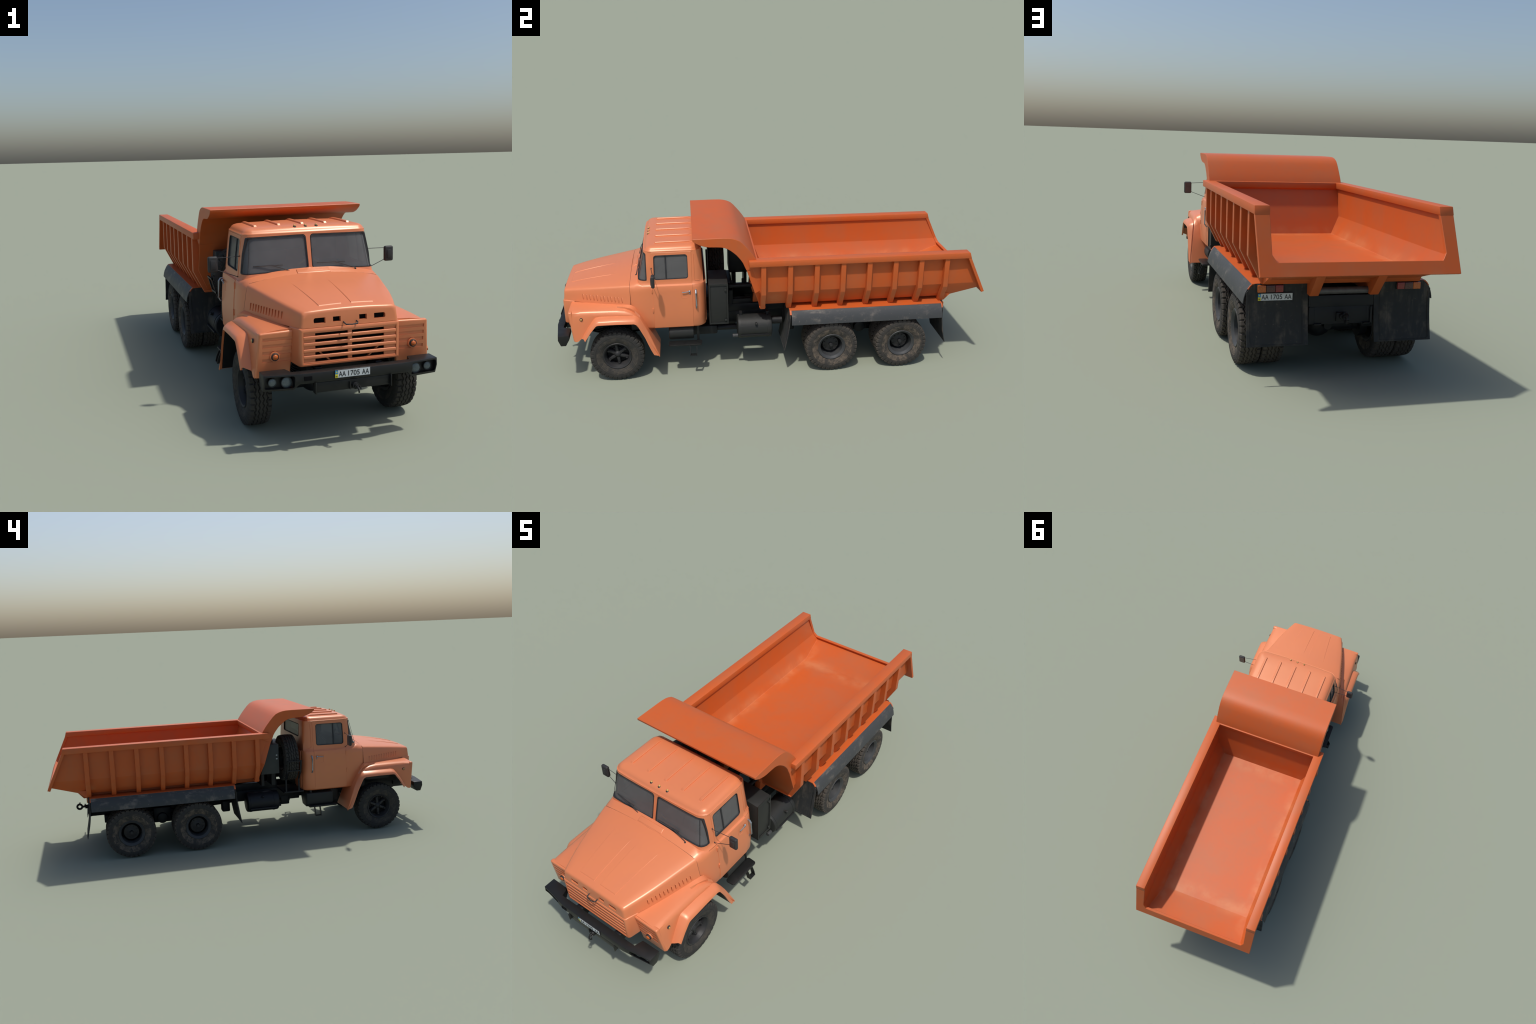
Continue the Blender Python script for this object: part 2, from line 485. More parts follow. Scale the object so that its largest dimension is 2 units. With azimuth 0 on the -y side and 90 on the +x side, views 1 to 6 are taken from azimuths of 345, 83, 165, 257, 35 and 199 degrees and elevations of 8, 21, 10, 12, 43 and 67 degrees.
# ================================================================== REAR MUDGUARDS
def guard_curve():
    # (x, z) from the orange shoulder down the rubber apron
    return [(.2935, .3130), (.300, .3065), (.3065, .2975), (.3125, .2860), (.3170, .2725), (.3193, .2615), (.3205, .2520)]
lines = [[(x, y, z) for x, z in guard_curve()] for y in (.094, .27, .45, .63, .804)]
g = solid_grid(lines, .0028)
pair('mudguard_apron', g, GUARD, 40)
shelf = prism([(.236, .3160), (.281, .3160), (.2935, .3150), (.3005, .3085), (.3075, .2985), (.3050, .2965), (.2980, .3060), (.2920, .3115), (.280, .3125), (.236, .3125)],
              'y', .086, .0945)
shelf2 = prism([(.215, .3158), (.281, .3158), (.2950, .3150), (.2940, .3115), (.280, .3125), (.215, .3125)], 'y', .0945, .8035)
shelf3 = prism([(.236, .3160), (.281, .3160), (.2935, .3150), (.3005, .3085), (.3075, .2985), (.3050, .2965), (.2980, .3060), (.2920, .3115), (.280, .3125), (.236, .3125)],
               'y', .8035, .8085)
pair('bed_sill', box(.196, .214, .08, .80, .300, .336), BED)
pair('mudguard_shelf', join(shelf, shelf2, shelf3), BED, 30)

def mudflap(top_y, bot_y, sag, lip):
    xs = [.112, .118, .16, .20, .24, .285, .300, .312]
    rows = []
    for k in range(13):
        t = k / 12; row = []
        for x in xs:
            ztop = .3155 if x < .286 else lerp(.3155, .288, (x - .285) / .027)
            z = lerp(ztop, .1185, t)
            y = lerp(top_y, bot_y, t ** 1.7) + sag * math.sin(PI * t)
            row.append((x, y, z))
        rows.append(row)
    sheet = solid_grid(rows, .003)
    # moulded border bead a little way inside the edge
    s = 1 if lip > 0 else -1
    def on(x, z):
        t = (.3155 - z) / (.3155 - .1185)
        return (x, lerp(top_y, bot_y, max(0, t) ** 1.7) + sag * math.sin(PI * max(0, min(1, t))) + s * .0022, z)
    path = [on(.132, .29 - .165 * k / 10) for k in range(11)] + [on(.140 + .155 * k / 8, .1235) for k in range(9)] + [on(.303, .13 + .15 * k / 10) for k in range(11)]
    return join(sheet, tube(path, .0011, 6))
pair('rear_mudflap', mudflap(.8085, .8325, -.002, 1), FLAP, 40)
pair('middle_mudflap', mudflap(.088, .062, -.001, -1), FLAP, 40)

# tail lamps and number plates
def tail_lamp(x0, sgn):
    parts = []
    for name, a, b, mat in (('turn_lens', 0, .0265, ORANGE_L), ('stop_lens', .0272, .0560, DKRED), ('tail_lens', .0567, .0825, RED)):
        parts.append((name, box(*sorted((x0 - sgn * a, x0 - sgn * b)), .808, .8225, .2895, .3125, .002), mat))
    base = obj('tail_lamp', box(*sorted((x0 + sgn * .001, x0 - sgn * .0835)), .806, .818, .2885, .3135, .0015), PLASTIC)
    for nme, me, mt in parts: obj(nme, me, mt, base)
tail_lamp(.2785, 1); tail_lamp(-.2705, -1)

def text_mesh(s, size, depth):
    c = D.curves.new('t', 'FONT'); c.body = s; c.size = size; c.extrude = depth; c.align_x = 'CENTER'; c.align_y = 'CENTER'; c.offset = .00012
    o = D.objects.new('tmp_t', c); COL.objects.link(o)
    dg = bpy.context.evaluated_depsgraph_get()
    me = D.meshes.new_from_object(o.evaluated_get(dg)); D.objects.remove(o); D.curves.remove(c)
    return me
def fit(me, w, h):
    xs = [v.co.x for v in me.vertices]; ys = [v.co.y for v in me.vertices]
    cx, cy = (min(xs) + max(xs)) / 2, (min(ys) + max(ys)) / 2
    me.transform(Matrix.Diagonal((w / (max(xs) - min(xs)), h / (max(ys) - min(ys)), 1, 1)) @ Matrix.Translation((-cx, -cy, 0)))
    return me

def number_plate(M):
    """plate 0.112 x 0.0245 in its own x/y plane, facing +z"""
    W, H = .112, .0245
    def add(name, me, mat, par): return obj(name, xform(me, M), mat, par)
    p = add('number_plate', box(-W / 2 - .001, W / 2 + .001, -H / 2 - .001, H / 2 + .001, -.002, .0006, .0006, 1), PLASTIC, ROOT)
    add('plate_face', box(-W / 2 + .009, W / 2 - .001, -H / 2 + .0012, H / 2 - .0012, 0, .0011), WHITE, p)
    add('plate_blue_field', box(-W / 2, -W / 2 + .009, .0, H / 2 - .0012, 0, .0011), PBLUE, p)
    add('plate_yellow_field', box(-W / 2, -W / 2 + .009, -H / 2 + .0012, 0, 0, .0011), PYELLOW, p)
    for s, cx, w in (('AA', -.0335, .0225), ('1705', .0035, .0365), ('AA', .0405, .0225)):
        t = fit(text_mesh(s, .02, .0003), w, .0155); t.transform(Matrix.Translation((cx, 0, .0013)))
        add('plate_lettering', t, INK, p)
    t = fit(text_mesh('UA', .02, .0003), .0055, .0042); t.transform(Matrix.Translation((-W / 2 + .0045, -.0065, .0013)))
    add('plate_lettering', t, INK, p)
    t = revolve([(.0009, .0001), (.0009, .0022), (.0013, .0022), (.0013, .0001)], 16, 'z', (-W / 2 + .0045, .006, 0))
    add('plate_emblem', t, PYELLOW, p)
ROTF = Matrix.Rotation(PI / 2, 4, 'X')                      # faces -y
number_plate(Matrix.Translation((-.011, -.9775, .2265)) @ ROTF)
number_plate(Matrix.Translation((.2195, .8135, .2735)) @ Matrix.Rotation(PI, 4, 'Z') @ ROTF)

# ================================================================== CAB
SIDE = [(.238, .248), (.243, .2555), (.25, .2585), (.30, .2605), (.34, .2600), (.38, .2580), (.42, .2550), (.438, .2540), (.4465, .2515), (.4515, .2440), (.457, .2420),
        (.474, .2400), (.53, .2345), (.587, .2275), (.605, .2255)]
def side_x(y, z):
    w = interp(SIDE, z)
    t = max(0, min(1, (-.54 - y) / .088)); w -= .014 * t * t
    if y > -.345:                         # rounded rear corners
        q = min(1, (y + .345) / .052); w -= .050 * (1 - math.sqrt(max(0, 1 - q * q * .985)))
    return w

# lower body, lofted front to back
def cab_lower():
    rings = []
    ys = [-.6285, -.61, -.595, -.57, -.54, -.50, -.45, -.40, -.345, -.335, -.325, -.315, -.307, -.301, -.2965, -.294, -.293]
    zs = [.238, .243, .25, .30, .34, .38, .42, .435, .444, .450]
    for y in ys:
        bulge = max(0, min(1, (y + .6285) / .035))
        edge = lerp(.447, .455, bulge); cen = lerp(.470, .486, bulge)
        if y > -.58: edge = .4480; cen = edge
        r = []
        for z in zs:
            zz = z if z < .43 else .43 + (z - .43) * (edge - .43) / .020
            x = side_x(y, min(zz, .4475))
            if y < -.59 and z > .43:
                x -= (0, .001, .004, .010)[[.435, .444, .450].index(z) + 1]
            r.append((x, y, zz))
        tx = r[-1][0]
        top = [(tx * s, y, lerp(edge + .0035, cen, 1 - s ** 2.2)) for s in (.965, .85, .6, .3, 0)]
        half = r + top
        rings.append(half + [(-x, yy, z) for x, yy, z in reversed(half[:-1])])
    return loft(rings)
def open_top(me):
    bm = bmesh.new(); bm.from_mesh(me)
    bmesh.ops.delete(bm, geom=[q for q in bm.faces if q.normal.z > .9 and q.calc_center_median().z > .44 and q.calc_center_median().y > -.578], context='FACES')
    bm.to_mesh(me); bm.free(); return me
obj('cab_body', open_top(cab_lower()), CAB, angle=40)

# greenhouse: plan outline at each height
def plan(z, off=0., n=None):
    w = lambda y: side_x(y, z) + off
    yf = interp([(.45, -.603), (.474, -.5965), (.60, -.5665)], z) - off
    yr = interp([(.45, -.2985), (.60, -.3055)], z) + off
    pts = [(0, yf), (.08, yf + .0005), (.15, yf + .002), (.195, yf + .004)]
    xc = w(-.55)
    # wrap-round front corner
    pts += [(xc - .024, yf + .006), (xc - .014, yf + .0105), (xc - .007, yf + .0185), (xc - .002, yf + .030)]
    for y in (-.53, -.50, -.45, -.40, -.365, -.345): pts.append((w(y), y))
    for y in (-.335, -.326, -.318, -.311): pts.append((w(y) , y))
    pts += [(w(-.311) - .006, yr - .002), (w(-.311) - .016, yr), (.1, yr), (0, yr)]
    loop = [(x, y, z) for x, y in pts]
    return loop + [(-x, y, z) for x, y, z in reversed(loop[1:-1])]
ZL = [.448, .455, .465, .474, .50, .53, .56, .587, .597, .6045]
def shell(off_out, off_in):
    """hollow greenhouse ring wall"""
    A = [plan(z, off_out) for z in ZL]; B = [plan(z, off_in) for z in ZL]
    n = len(A[0]); v = [p for r in A for p in r] + [p for r in B for p in r]; f = []; o = len(A) * n
    for k in range(len(A) - 1):
        for i in range(n):
            j = (i + 1) % n
            f.append((k * n + i, k * n + j, (k + 1) * n + j, (k + 1) * n + i))
            f.append((o + k * n + i, o + (k + 1) * n + i, o + (k + 1) * n + j, o + k * n + j))
    e = (len(A) - 1) * n
    for i in range(n):
        j = (i + 1) % n
        f.append((i, o + i, o + j, j)); f.append((e + i, e + j, o + e + j, o + e + i))
    return mesh(v, f)

WS = [(.0055, .4795), (.0075, .5975), (.262, .594), (.262, .470)]      # windshield pane, drawn from the front (x, z)
SW = [(-.521, .472), (-.519, .587), (-.3675, .588), (-.3665, .474)]    # side window (y, z)
RW = [(-.143, .513), (-.143, .583), (.143, .583), (.143, .513)]       # rear window (x, z)
def inset(poly, d):
    c = Vector((sum(p[0] for p in poly) / 4, sum(p[1] for p in poly) / 4)); out = []
    for p in poly: out.append((p[0] - math.copysign(d, p[0] - c.x), p[1] - math.copysign(d, p[1] - c.y)))
    return out
R = .012
def ws_cut(s, d=0.):
    p = [(s * x, z) for x, z in rounded(inset(WS, d), [R, R, .001, .001], 5)]
    q = rounded([(-.80, .40), (-.80, .70), (-.5530 - d, .594 - d), (-.5530 - d, .470 + d)], [0, 0, R, R], 5)
    return boolean(prism(p, 'y', -.70, -.50), [prism(q, 'x', s * .0005, s * .35)], 'INTERSECT')
def sw_cut(s, d=0.): return prism(rounded(inset(SW, d), R, 5), 'x', s * .17, s * .32)
def rw_cut(d=0.): return prism(rounded(inset(RW, d), R, 5), 'y', -.36, -.25)
# windshield side corner gets rounded off by the wrap; cut with the same outline all round
house = boolean(shell(0, -.007), [ws_cut(1), ws_cut(-1), sw_cut(1), sw_cut(-1), rw_cut()])
obj('cab_pillars', house, CAB, angle=40)

# panes and their rubber seals
for s in (1, -1):
    obj('windshield_glass', boolean(shell(-.0035, -.0055), [ws_cut(s, -.001)], 'INTERSECT'), GLASS, angle=40)
    obj('side_window_glass', boolean(shell(-.0035, -.0055), [sw_cut(s, -.001)], 'INTERSECT'), GLASS, angle=40)
    obj('windshield_seal', boolean(boolean(shell(.0008, -.006), [ws_cut(s, -.0015)], 'INTERSECT'), [ws_cut(s, .0035)]), SEAL, angle=40)
    fr = frame_prism(rounded(inset(SW, -.0015), R, 5), rounded(inset(SW, .0035), R * .8, 5), 'x', s * .17, s * .32)
    obj('side_window_seal', boolean(shell(.0018, -.006), [fr], 'INTERSECT'), SEAL, angle=40)
    obj('quarter_light_bar', boolean(shell(-.0005, -.006), [box(*sorted((s * .17, s * .32)), -.4685, -.4625, .473, .588)], 'INTERSECT'), SEAL, angle=40)
    # bent edge of the windscreen where flat and curved panes meet
    obj('windshield_crease', tube([(s * .2225, -.5890, .4735), (s * .2080, -.5612, .5925)], .0010, 6), SEAL)
obj('rear_window_glass', boolean(shell(-.0035, -.0055), [rw_cut(-.001)], 'INTERSECT'), GLASS, angle=40)
fr = frame_prism(rounded(inset(RW, -.0015), R, 5), rounded(inset(RW, .0035), R * .8, 5), 'y', -.36, -.25)
obj('rear_window_seal', boolean(shell(.0008, -.006), [fr], 'INTERSECT'), SEAL, angle=40)
# rear wall flange
obj('cab_rear_flange', box(-.205, .205, -.2945, -.2895, .246, .448, .002), CAB)

# doors: skins standing a hair proud of the cab side
def door():
    ys = [-.5275 + .1765 * k / 12 for k in range(13)]
    zs = [.2405, .245, .27, .30, .34, .38, .42, .438, .4465, .449, .4515, .457, .465, .474, .50, .53, .56, .587, .599]
    rows = [[(side_x(y, z) + .0016, y, z) for z in zs] for y in ys]
    rows2 = [[(side_x(y, z) - .002, y, z) for z in zs] for y in ys]
    n, m = len(zs), len(ys)
    v = [p for r in rows for p in r] + [p for r in rows2 for p in r]; o = n * m; f = []
    for k in range(m - 1):
        for i in range(n - 1):
            a = k * n + i
            f.append((a, a + 1, a + n + 1, a + n)); f.append((o + a, o + a + n, o + a + n + 1, o + a + 1))
    edge = [k * n for k in range(m)] + [(m - 1) * n + i for i in range(1, n)] + [k * n + n - 1 for k in range(m - 2, -1, -1)] + [i for i in range(n - 2, 0, -1)]
    for i in range(len(edge)):
        a, b = edge[i], edge[(i + 1) % len(edge)]; f.append((a, b, o + b, o + a))
    return boolean(bevel(mesh(v, f), .0008, 1, 60), [sw_cut(1, -.001)])
D1, D2 = pair('door', door(), CAB, 30)
def at_side(y, z, out=0): return (side_x(y, z) + out, y, z)
for dr, s in ((D1, 1), (D2, -1)):
    def put(nm, me, mt):
        if s < 0: me = mirror(me)
        return obj(nm, me, mt, dr)
    for z in (.427, .334): put('door_hinge', xform(box(-.002, .004, -.003, .003, -.011, .011, .0012), Matrix.Translation(at_side(-.5295, z))), CAB)
    x = side_x(-.365, .42)
    put('door_handle', join(sphere((x + .006, -.3645, .4195), .0052), tube([(x + .007, -.366, .419), (x + .009, -.385, .4175), (x + .0085, -.398, .4165)], .0022)), STEEL)
    put('door_lock', sphere((x + .002, -.364, .408), .0036), STEEL)
    # pressed recess outline behind the handle
    P = [(-.402, .424), (-.402, .390), (-.373, .387)]
    put('handle_pressing', tube([at_side(y, z, .0013) for y, z in ((-.402, .424), (-.402, .392), (-.398, .387), (-.376, .3865))], .0011, 6), CAB)
for s in (1, -1):
    x = side_x(-.336, .40)
    me = tube([(x - .003, -.336, .424), (x + .006, -.336, .4235), (x + .0135, -.336, .413), (x + .0155, -.336, .350), (x + .008, -.336, .3385), (x - .001, -.336, .3375)], .0032, 8)
    me.transform(Matrix.Translation((0, -.336, 0)) @ Matrix.Diagonal((1, 1.25, 1, 1)) @ Matrix.Translation((0, .336, 0)))
    obj('grab_handle', me if s > 0 else mirror(me), STEEL)
    # corner panel pressing behind the door
    pr = [(-.341, .586), (-.341, .47), (-.335, .463), (-.316, .463)]
    me = tube([at_side(y, z, .0002) for y, z in [(-.341, .586), (-.341, .54), (-.341, .50), (-.341, .474), (-.338, .466), (-.330, .463), (-.318, .463)]], .0014, 6)
    obj('corner_pressing', me if s > 0 else mirror(me), CAB)

# roof cap with a drip edge
def roof_z(x, y): return .6225 + .0045 * (1 - (x / .23) ** 2) + .002 * max(0, min(1, (y + .56) / .15))
def roof():
    rings = []
    prof = [(.5985, .001), (.5995, .0035), (.6035, .0035), (.6050, .0005), (.6100, -.002), (.6150, -.0065), (.6185, -.0130), (.6205, -.0210), (.6218, -.035), (.6225, -.06)]
    for z, off in prof:
        x, yf, yr = .2235 + off, -.5545 - off * 1.15, -.3125 + off
        p = rounded([(x, yf), (x, yr), (-x, yr), (-x, yf)], [max(.006, .030 + off), max(.006, .040 + off)] + [max(.006, .040 + off), max(.006, .030 + off)], 6)
        # front edge carries a slight bow
        p = [(a, b - (.006 * (1 - (a / x) ** 2) if b < -.43 else 0)) for a, b in p]
        crown = lambda a, b: .0045 * (1 - (a / .23) ** 2) * max(0, min(1, (z - .60) / .02)) + .002 * max(0, min(1, (b + .56) / .15)) * max(0, (z - .60) / .0225)
        # extra samples across front and back edges
        ring = []
        for i in range(len(p)):
            a, b = p[i], p[(i + 1) % len(p)]
            ring.append((a[0], a[1], z + crown(*a)))
            if abs(a[0] - b[0]) > .1:
                for k in range(1, 8):
                    xx = lerp(a[0], b[0], k / 8); yy = lerp(a[1], b[1], k / 8)
                    if yy < -.43: yy = lerp(a[1], b[1], k / 8) - .0 - (.006 * ((1 - (xx / x) ** 2) - (1 - (a[0] / x) ** 2)))
                    ring.append((xx, yy, z + crown(xx, yy)))
        rings.append(ring)
    # top skin: shrink the last ring towards the centre line
    last = rings[-1]
    for k in (.75, .5, .25, .02):
        rings.append([(x * k, lerp(-.433, y, k), roof_z(x * k, lerp(-.433, y, k))) for x, y, z in last])
    return loft(rings)
ROOF = obj('cab_roof', roof(), CAB, angle=40)
for x in (-.172, -.086, 0, .086, .172):
    pts = [-.5135, -.508, -.45, -.40, -.36, -.338]
    rings = []
    for i, y in enumerate(pts):
        zt = roof_z(x, y) + (-.0004 if i in (0, 5) else .0052)
        wd = .006
        rings.append([(x - wd, y, zt - .010), (x - wd, y, zt - .002), (x - wd * .72, y, zt), (x + wd * .72, y, zt), (x + wd, y, zt - .002), (x + wd, y, zt - .010)])
    obj('roof_rib', loft(rings), CAB, ROOF, 25)
for x in (-.0395, 0, .0395):
    z = .6215
    b = obj('roof_marker_lamp', revolve([(z - .004, .0001), (z - .004, .0072), (z + .001, .0065), (z + .0025, .0045), (z + .0025, .0001)], 20, 'z', (x, -.5435, 0)), INK)
    obj('marker_lens', sphere((x, -.5435, z + .0045), .0046, 1, 1, .9), YELLOW, b)

# interior
obj('cab_floor', join(box(-.235, .235, -.565, -.315, .285, .295), box(-.075, .075, -.565, -.43, .295, .385, .012)), INTERIOR)
obj('cab_lining', join(box(.236, .239, -.565, -.345, .29, .446), box(-.239, -.236, -.565, -.345, .29, .446), box(-.20, .20, -.316, -.312, .29, .470), box(-.225, .225, -.569, -.563, .29, .47)), INTERIOR)
obj('dashboard', prism([(-.583, .440), (-.583, .482), (-.560, .486), (-.545, .473), (-.543, .40), (-.560, .39)], 'x', -.215, .215, .004), INTERIOR)
for x, w in ((-.105, .095), (.115, .055)):
    seat = join(box(x - w, x + w, -.450, -.345, .345, .385, .010), box(x - w, x + w, -.362, -.330, .375, .520, .012), box(x - w * .8, x + w * .8, -.43, -.35, .295, .345))
    obj('seat', seat, SEAT)
wheel_path = [(math.cos(a) * .042, math.sin(a) * .042, 0) for a in [2 * PI * k / 24 for k in range(25)]]
sw = tube(wheel_path, .003, 8); sw.transform(Matrix.Translation((.115, -.505, .468)) @ Matrix.Rotation(math.radians(40), 4, 'X'))
obj('steering_wheel', join(sw, tube([(.115, -.505, .468), (.115, -.545, .42)], .005), tube([(.075, -.505, .468), (.155, -.505, .468)], .003)), INTERIOR)
# two small two-coloured pennants hanging behind the windscreen
for x, t in ((-.012, -1), (.020, 1)):
    for mat, z0 in ((PBLUE, .008), (PYELLOW, 0.0)):
        q = [(x, .512 + z0), (x + t * .022, .500 + z0), (x + t * .022, .492 + z0), (x, .504 + z0)]
        obj('pennant', prism(q, 'y', -.5725, -.5715), mat)
# sun blind / curtain at the back corner
obj('curtain', box(.12, .20, -.3285, -.3255, .47, .59, .001), INTERIOR)
obj('curtain', box(-.20, -.12, -.3285, -.3255, .47, .59, .001), INTERIOR)

# wipers
for px, a, b, c in ((-.065, (-.201, -.5835, .4985), (-.100, -.5945, .4995), (-.137, -.5925, .4995)), (.162, (.024, -.5945, .4995), (.127, -.5925, .4970), (.091, -.5945, .4985))):
    w = join(tube([(px, -.604, .470), (px, -.6015, .4745), c], .0016, 6), tube([a, c, b], .0016, 6), sphere((px, -.603, .471), .0035))
    obj('wiper', w, SEAL)
# cowl vent hump
obj('cowl_vent', hexa([(-.060, -.627, .468), (.064, -.627, .468), (.062, -.600, .478), (-.058, -.600, .478),
                       (-.057, -.624, .4735), (.061, -.624, .4735), (.060, -.606, .4825), (-.056, -.606, .4825)], .0015), CAB)

# mirrors
mir = join(box(.3105, .3455, -.5285, -.5130, .4765, .5320, .0065, 4), box(.319, .337, -.531, -.526, .487, .519, .002))
arms = join(tube([(.233, -.529, .5285), (.238, -.531, .5285), (.3115, -.5215, .5255)], .0012, 6), sphere((.2355, -.529, .5285), .0026),
            tube([(.239, -.529, .457), (.244, -.531, .458), (.3115, -.5215, .4835)], .0012, 6), sphere((.2420, -.529, .458), .0026))
A = pair('wing_mirror', mir, PLASTIC)
for m_, s in zip(A, (1, -1)):
    obj('mirror_arm', arms if s > 0 else mirror(arms), SEAL, m_)
    obj('mirror_glass', box(*sorted((s * .3135, s * .3420)), -.5140, -.5128, .4805, .5280, .0005, 1), MIRROR, m_)

# ================================================================== BONNET, GRILLE, FENDERS
SHX = [(-.9285, .1505), (-.90, .1615), (-.878, .1695), (-.845, .1805), (-.809, .1915), (-.76, .2045), (-.712, .2160), (-.67, .2265), (-.629, .2365)]
SHZ = [(-.9285, .4080), (-.878, .4165), (-.82, .4250), (-.76, .4325), (-.71, .4385), (-.67, .4435), (-.629, .4480)]
CRZ = [(-.9285, .4130), (-.878, .4275), (-.82, .4405), (-.76, .4520), (-.71, .4600), (-.67, .4660), (-.629, .4715)]
def bonnet():
    rings = []
    ys = [-.9215, -.90, -.878, -.845, -.809, -.76, -.712, -.67, -.645, -.6295]
    for y in ys:
        t = (y + .9285) / .299
        wt, zt, zc = interp(SHX, y), interp(SHZ, y), interp(CRZ, y)
        wb, zb = wt + lerp(.006, .0135, t), lerp(.3610, .3620, t) - .005 * math.sin(PI * t)
        q = 0
        r = .010
        sx = (wb - wt) / (zt - zb)
        half = [(wb, y - q, zb), (wt + sx * (zt - zb) * .45, y - q, lerp(zb, zt, .55)), (wt + sx * r, y, zt - r), (wt - .0006, y, zt - r * .5), (wt - .0035, y, zt - r * .17), (wt - r, y, zt + .0012)]
        half += [(wt * k, y, lerp(zt, zc, 1 - k ** 2) + .0004) for k in (.8, .6, .4, .2, 0)]
        rings.append(half + [(-x, yy, z) for x, yy, z in reversed(half[:-1])])
    # rounded nose: the outline shrinks as it turns into the front face
    base = rings[0]; nose = []
    for a in (90, 67, 45, 22):
        c, sn = .0115 * (1 - math.cos(math.radians(a))), math.sin(math.radians(a))
        nr = []
        for x, y, z in base:
            f = max(0, min(1, (z - .363) / .03)); k = max(0, min(1, (z - .400) / .008))
            nr.append((x - math.copysign(min(c, abs(x) * .1), x) if abs(x) > 1e-6 else 0, -.9215 - .0105 * sn - .003 * (1 - f), z - c * k))
        nose.append(nr)
    return loft(nose + rings)
slots = []
for s in (1, -1):
    slots.append(prism(rounded([(s * .0785, .3725), (s * .0785, .3890), (s * .1155, .3890), (s * .1155, .3725)], [.0005, .0005, .006, .006], 4), 'y', -.96, -.905))
    slots.append(prism([(s * .030, .3735), (s * .030, .3890), (s * .0545, .3890), (s * .0545, .3735)], 'y', -.96, -.905))
HOOD = obj('bonnet', boolean(bonnet(), slots), CAB, angle=42)
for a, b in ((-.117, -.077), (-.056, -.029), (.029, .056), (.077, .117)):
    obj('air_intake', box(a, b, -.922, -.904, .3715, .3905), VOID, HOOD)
# pressed panels on top of the bonnet, fading out towards the cab
def hood_z(x, y):
    w, zt, zc = interp(SHX, y), interp(SHZ, y), interp(CRZ, y)
    return lerp(zt, zc, 1 - (x / w) ** 2) + .0004
for s in (1, -1):
    rings = []
    for k in range(9):
        t = max(0, k - 1) / 7; y = lerp(-.903, -.690, t) if k else -.9055
        h = -.0005 if k in (0, 8) else .0019 * (1 - t) ** .7
        x0, x1 = .0165, lerp(.088, .110, t); e = .0016
        r = [(x0 - e, -.008), (x0 - e, -.0005), (x0, h), (lerp(x0, x1, .33), h), (lerp(x0, x1, .67), h), (x1, h), (x1 + e, -.0005), (x1 + e, -.008)]
        if k == 0: r = [(x, min(d, -.0005)) for x, d in r]
        rings.append([(s * x, y, hood_z(x, y) + d) for x, d in r])
    obj('bonnet_pressing', loft(rings), CAB, HOOD, 14)
# side louvres
for s in (1, -1):
    for k in range(12):
        t = k / 11; y = lerp(-.8440, -.6680, t)
        zc = lerp(.385, .3805, t)
        wt, zt = interp(SHX, y), interp(SHZ, y)
        def sx(z): return wt + lerp(.006, .0135, (y + .9285) / .299) * (zt - z) / (zt - .362)
        pts = []
        for z, w in ((zc - .0130, -.0015), (zc - .0105, .0022), (zc + .0105, .0022), (zc + .0130, -.0015)):
            pts.append([(sx(z) - .004, y, z), (sx(z) + w, y + .0002, z), (sx(z) + w * .9, y + .0030, z), (sx(z) - .0012, y + .0095, z), (sx(z) - .004, y + .0095, z)])
        me = loft(pts)
        obj('bonnet_louvre', me if s > 0 else mirror(me), CAB, HOOD, 40)
        me = box(sx(zc) - .004, sx(zc) + .0005, y - .0012, y + .0006, zc - .0120, zc + .0120)  # no opening: solid strip in darkened orange draws the slit's shade
        obj('louvre_shadow_strip', me if s > 0 else mirror(me), LOUV, HOOD)
# shut line between bonnet and cab
for s in (1, -1):
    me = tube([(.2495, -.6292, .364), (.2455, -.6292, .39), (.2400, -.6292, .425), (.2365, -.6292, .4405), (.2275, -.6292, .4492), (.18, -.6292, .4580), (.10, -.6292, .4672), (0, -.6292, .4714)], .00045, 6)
    obj('shut_line', me if s > 0 else mirror(me), SEAL, HOOD)
# bonnet latch bow
obj('bonnet_latch', tube([(-.0215, -.931, .3715), (-.0215, -.944, .3690), (-.018, -.948, .3660), (0, -.9505, .3650), (.018, -.948, .3660), (.0205, -.944, .3690), (.0205, -.931, .3715)], .0021, 8), SEAL, HOOD)

# grille block
FZ0, FZ1 = .2440, .3605
outer = [(.1600, FZ0), (.1600, FZ1), (-.1600, FZ1), (-.1600, FZ0)]
def ring_block():
    # surround: rounded box front, flaring back to the fenders, hollow in the middle
    def lp(w, z0, z1, y, r): return [(x, y, z) for x, z in rounded([(w, z0), (w, z1), (-w, z1), (-w, z0)], r, 3)]
    rings = [lp(.176, .250, .3600, -.885, .004), lp(.1645, .2450, .3605, -.921, .004), lp(.1615, .2445, .3605, -.931, .004), lp(.1580, .2460, .3590, -.9365, .004), lp(.1535, .2490, .3560, -.9385, .004),
             lp(.1500, .2525, .3495, -.9380, .0015), lp(.1495, .2530, .3490, -.9300, .0015)]
    return loft(rings, caps=False)
GR = obj('grille_surround', ring_block(), CAB, angle=40)
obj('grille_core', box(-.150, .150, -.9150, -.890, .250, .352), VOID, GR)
for s in (1, -1):
    obj('grille_side_panel', box(*sorted((s * .1115, s * .1510)), -.9335, -.9285, .2520, .3505), CAB, GR)
pitch = (.3345 - .2745) / 3
for k in range(4):
    z = .3310 - k * .0195
    obj('grille_bar', box(-.1500, .1500, -.9385, -.928, z - .0054, z + .0054, .0024, 3), CAB, GR)
for zz in (.3475, .2545):
    obj('grille_bar', box(-.1500, .1500, -.9368, -.928, zz - .0030, zz + .0030, .0012), CAB, GR)
obj('grille_post', box(-.0065, .0065, -.9335, -.926, .2520, .3500, .001), CAB, GR)
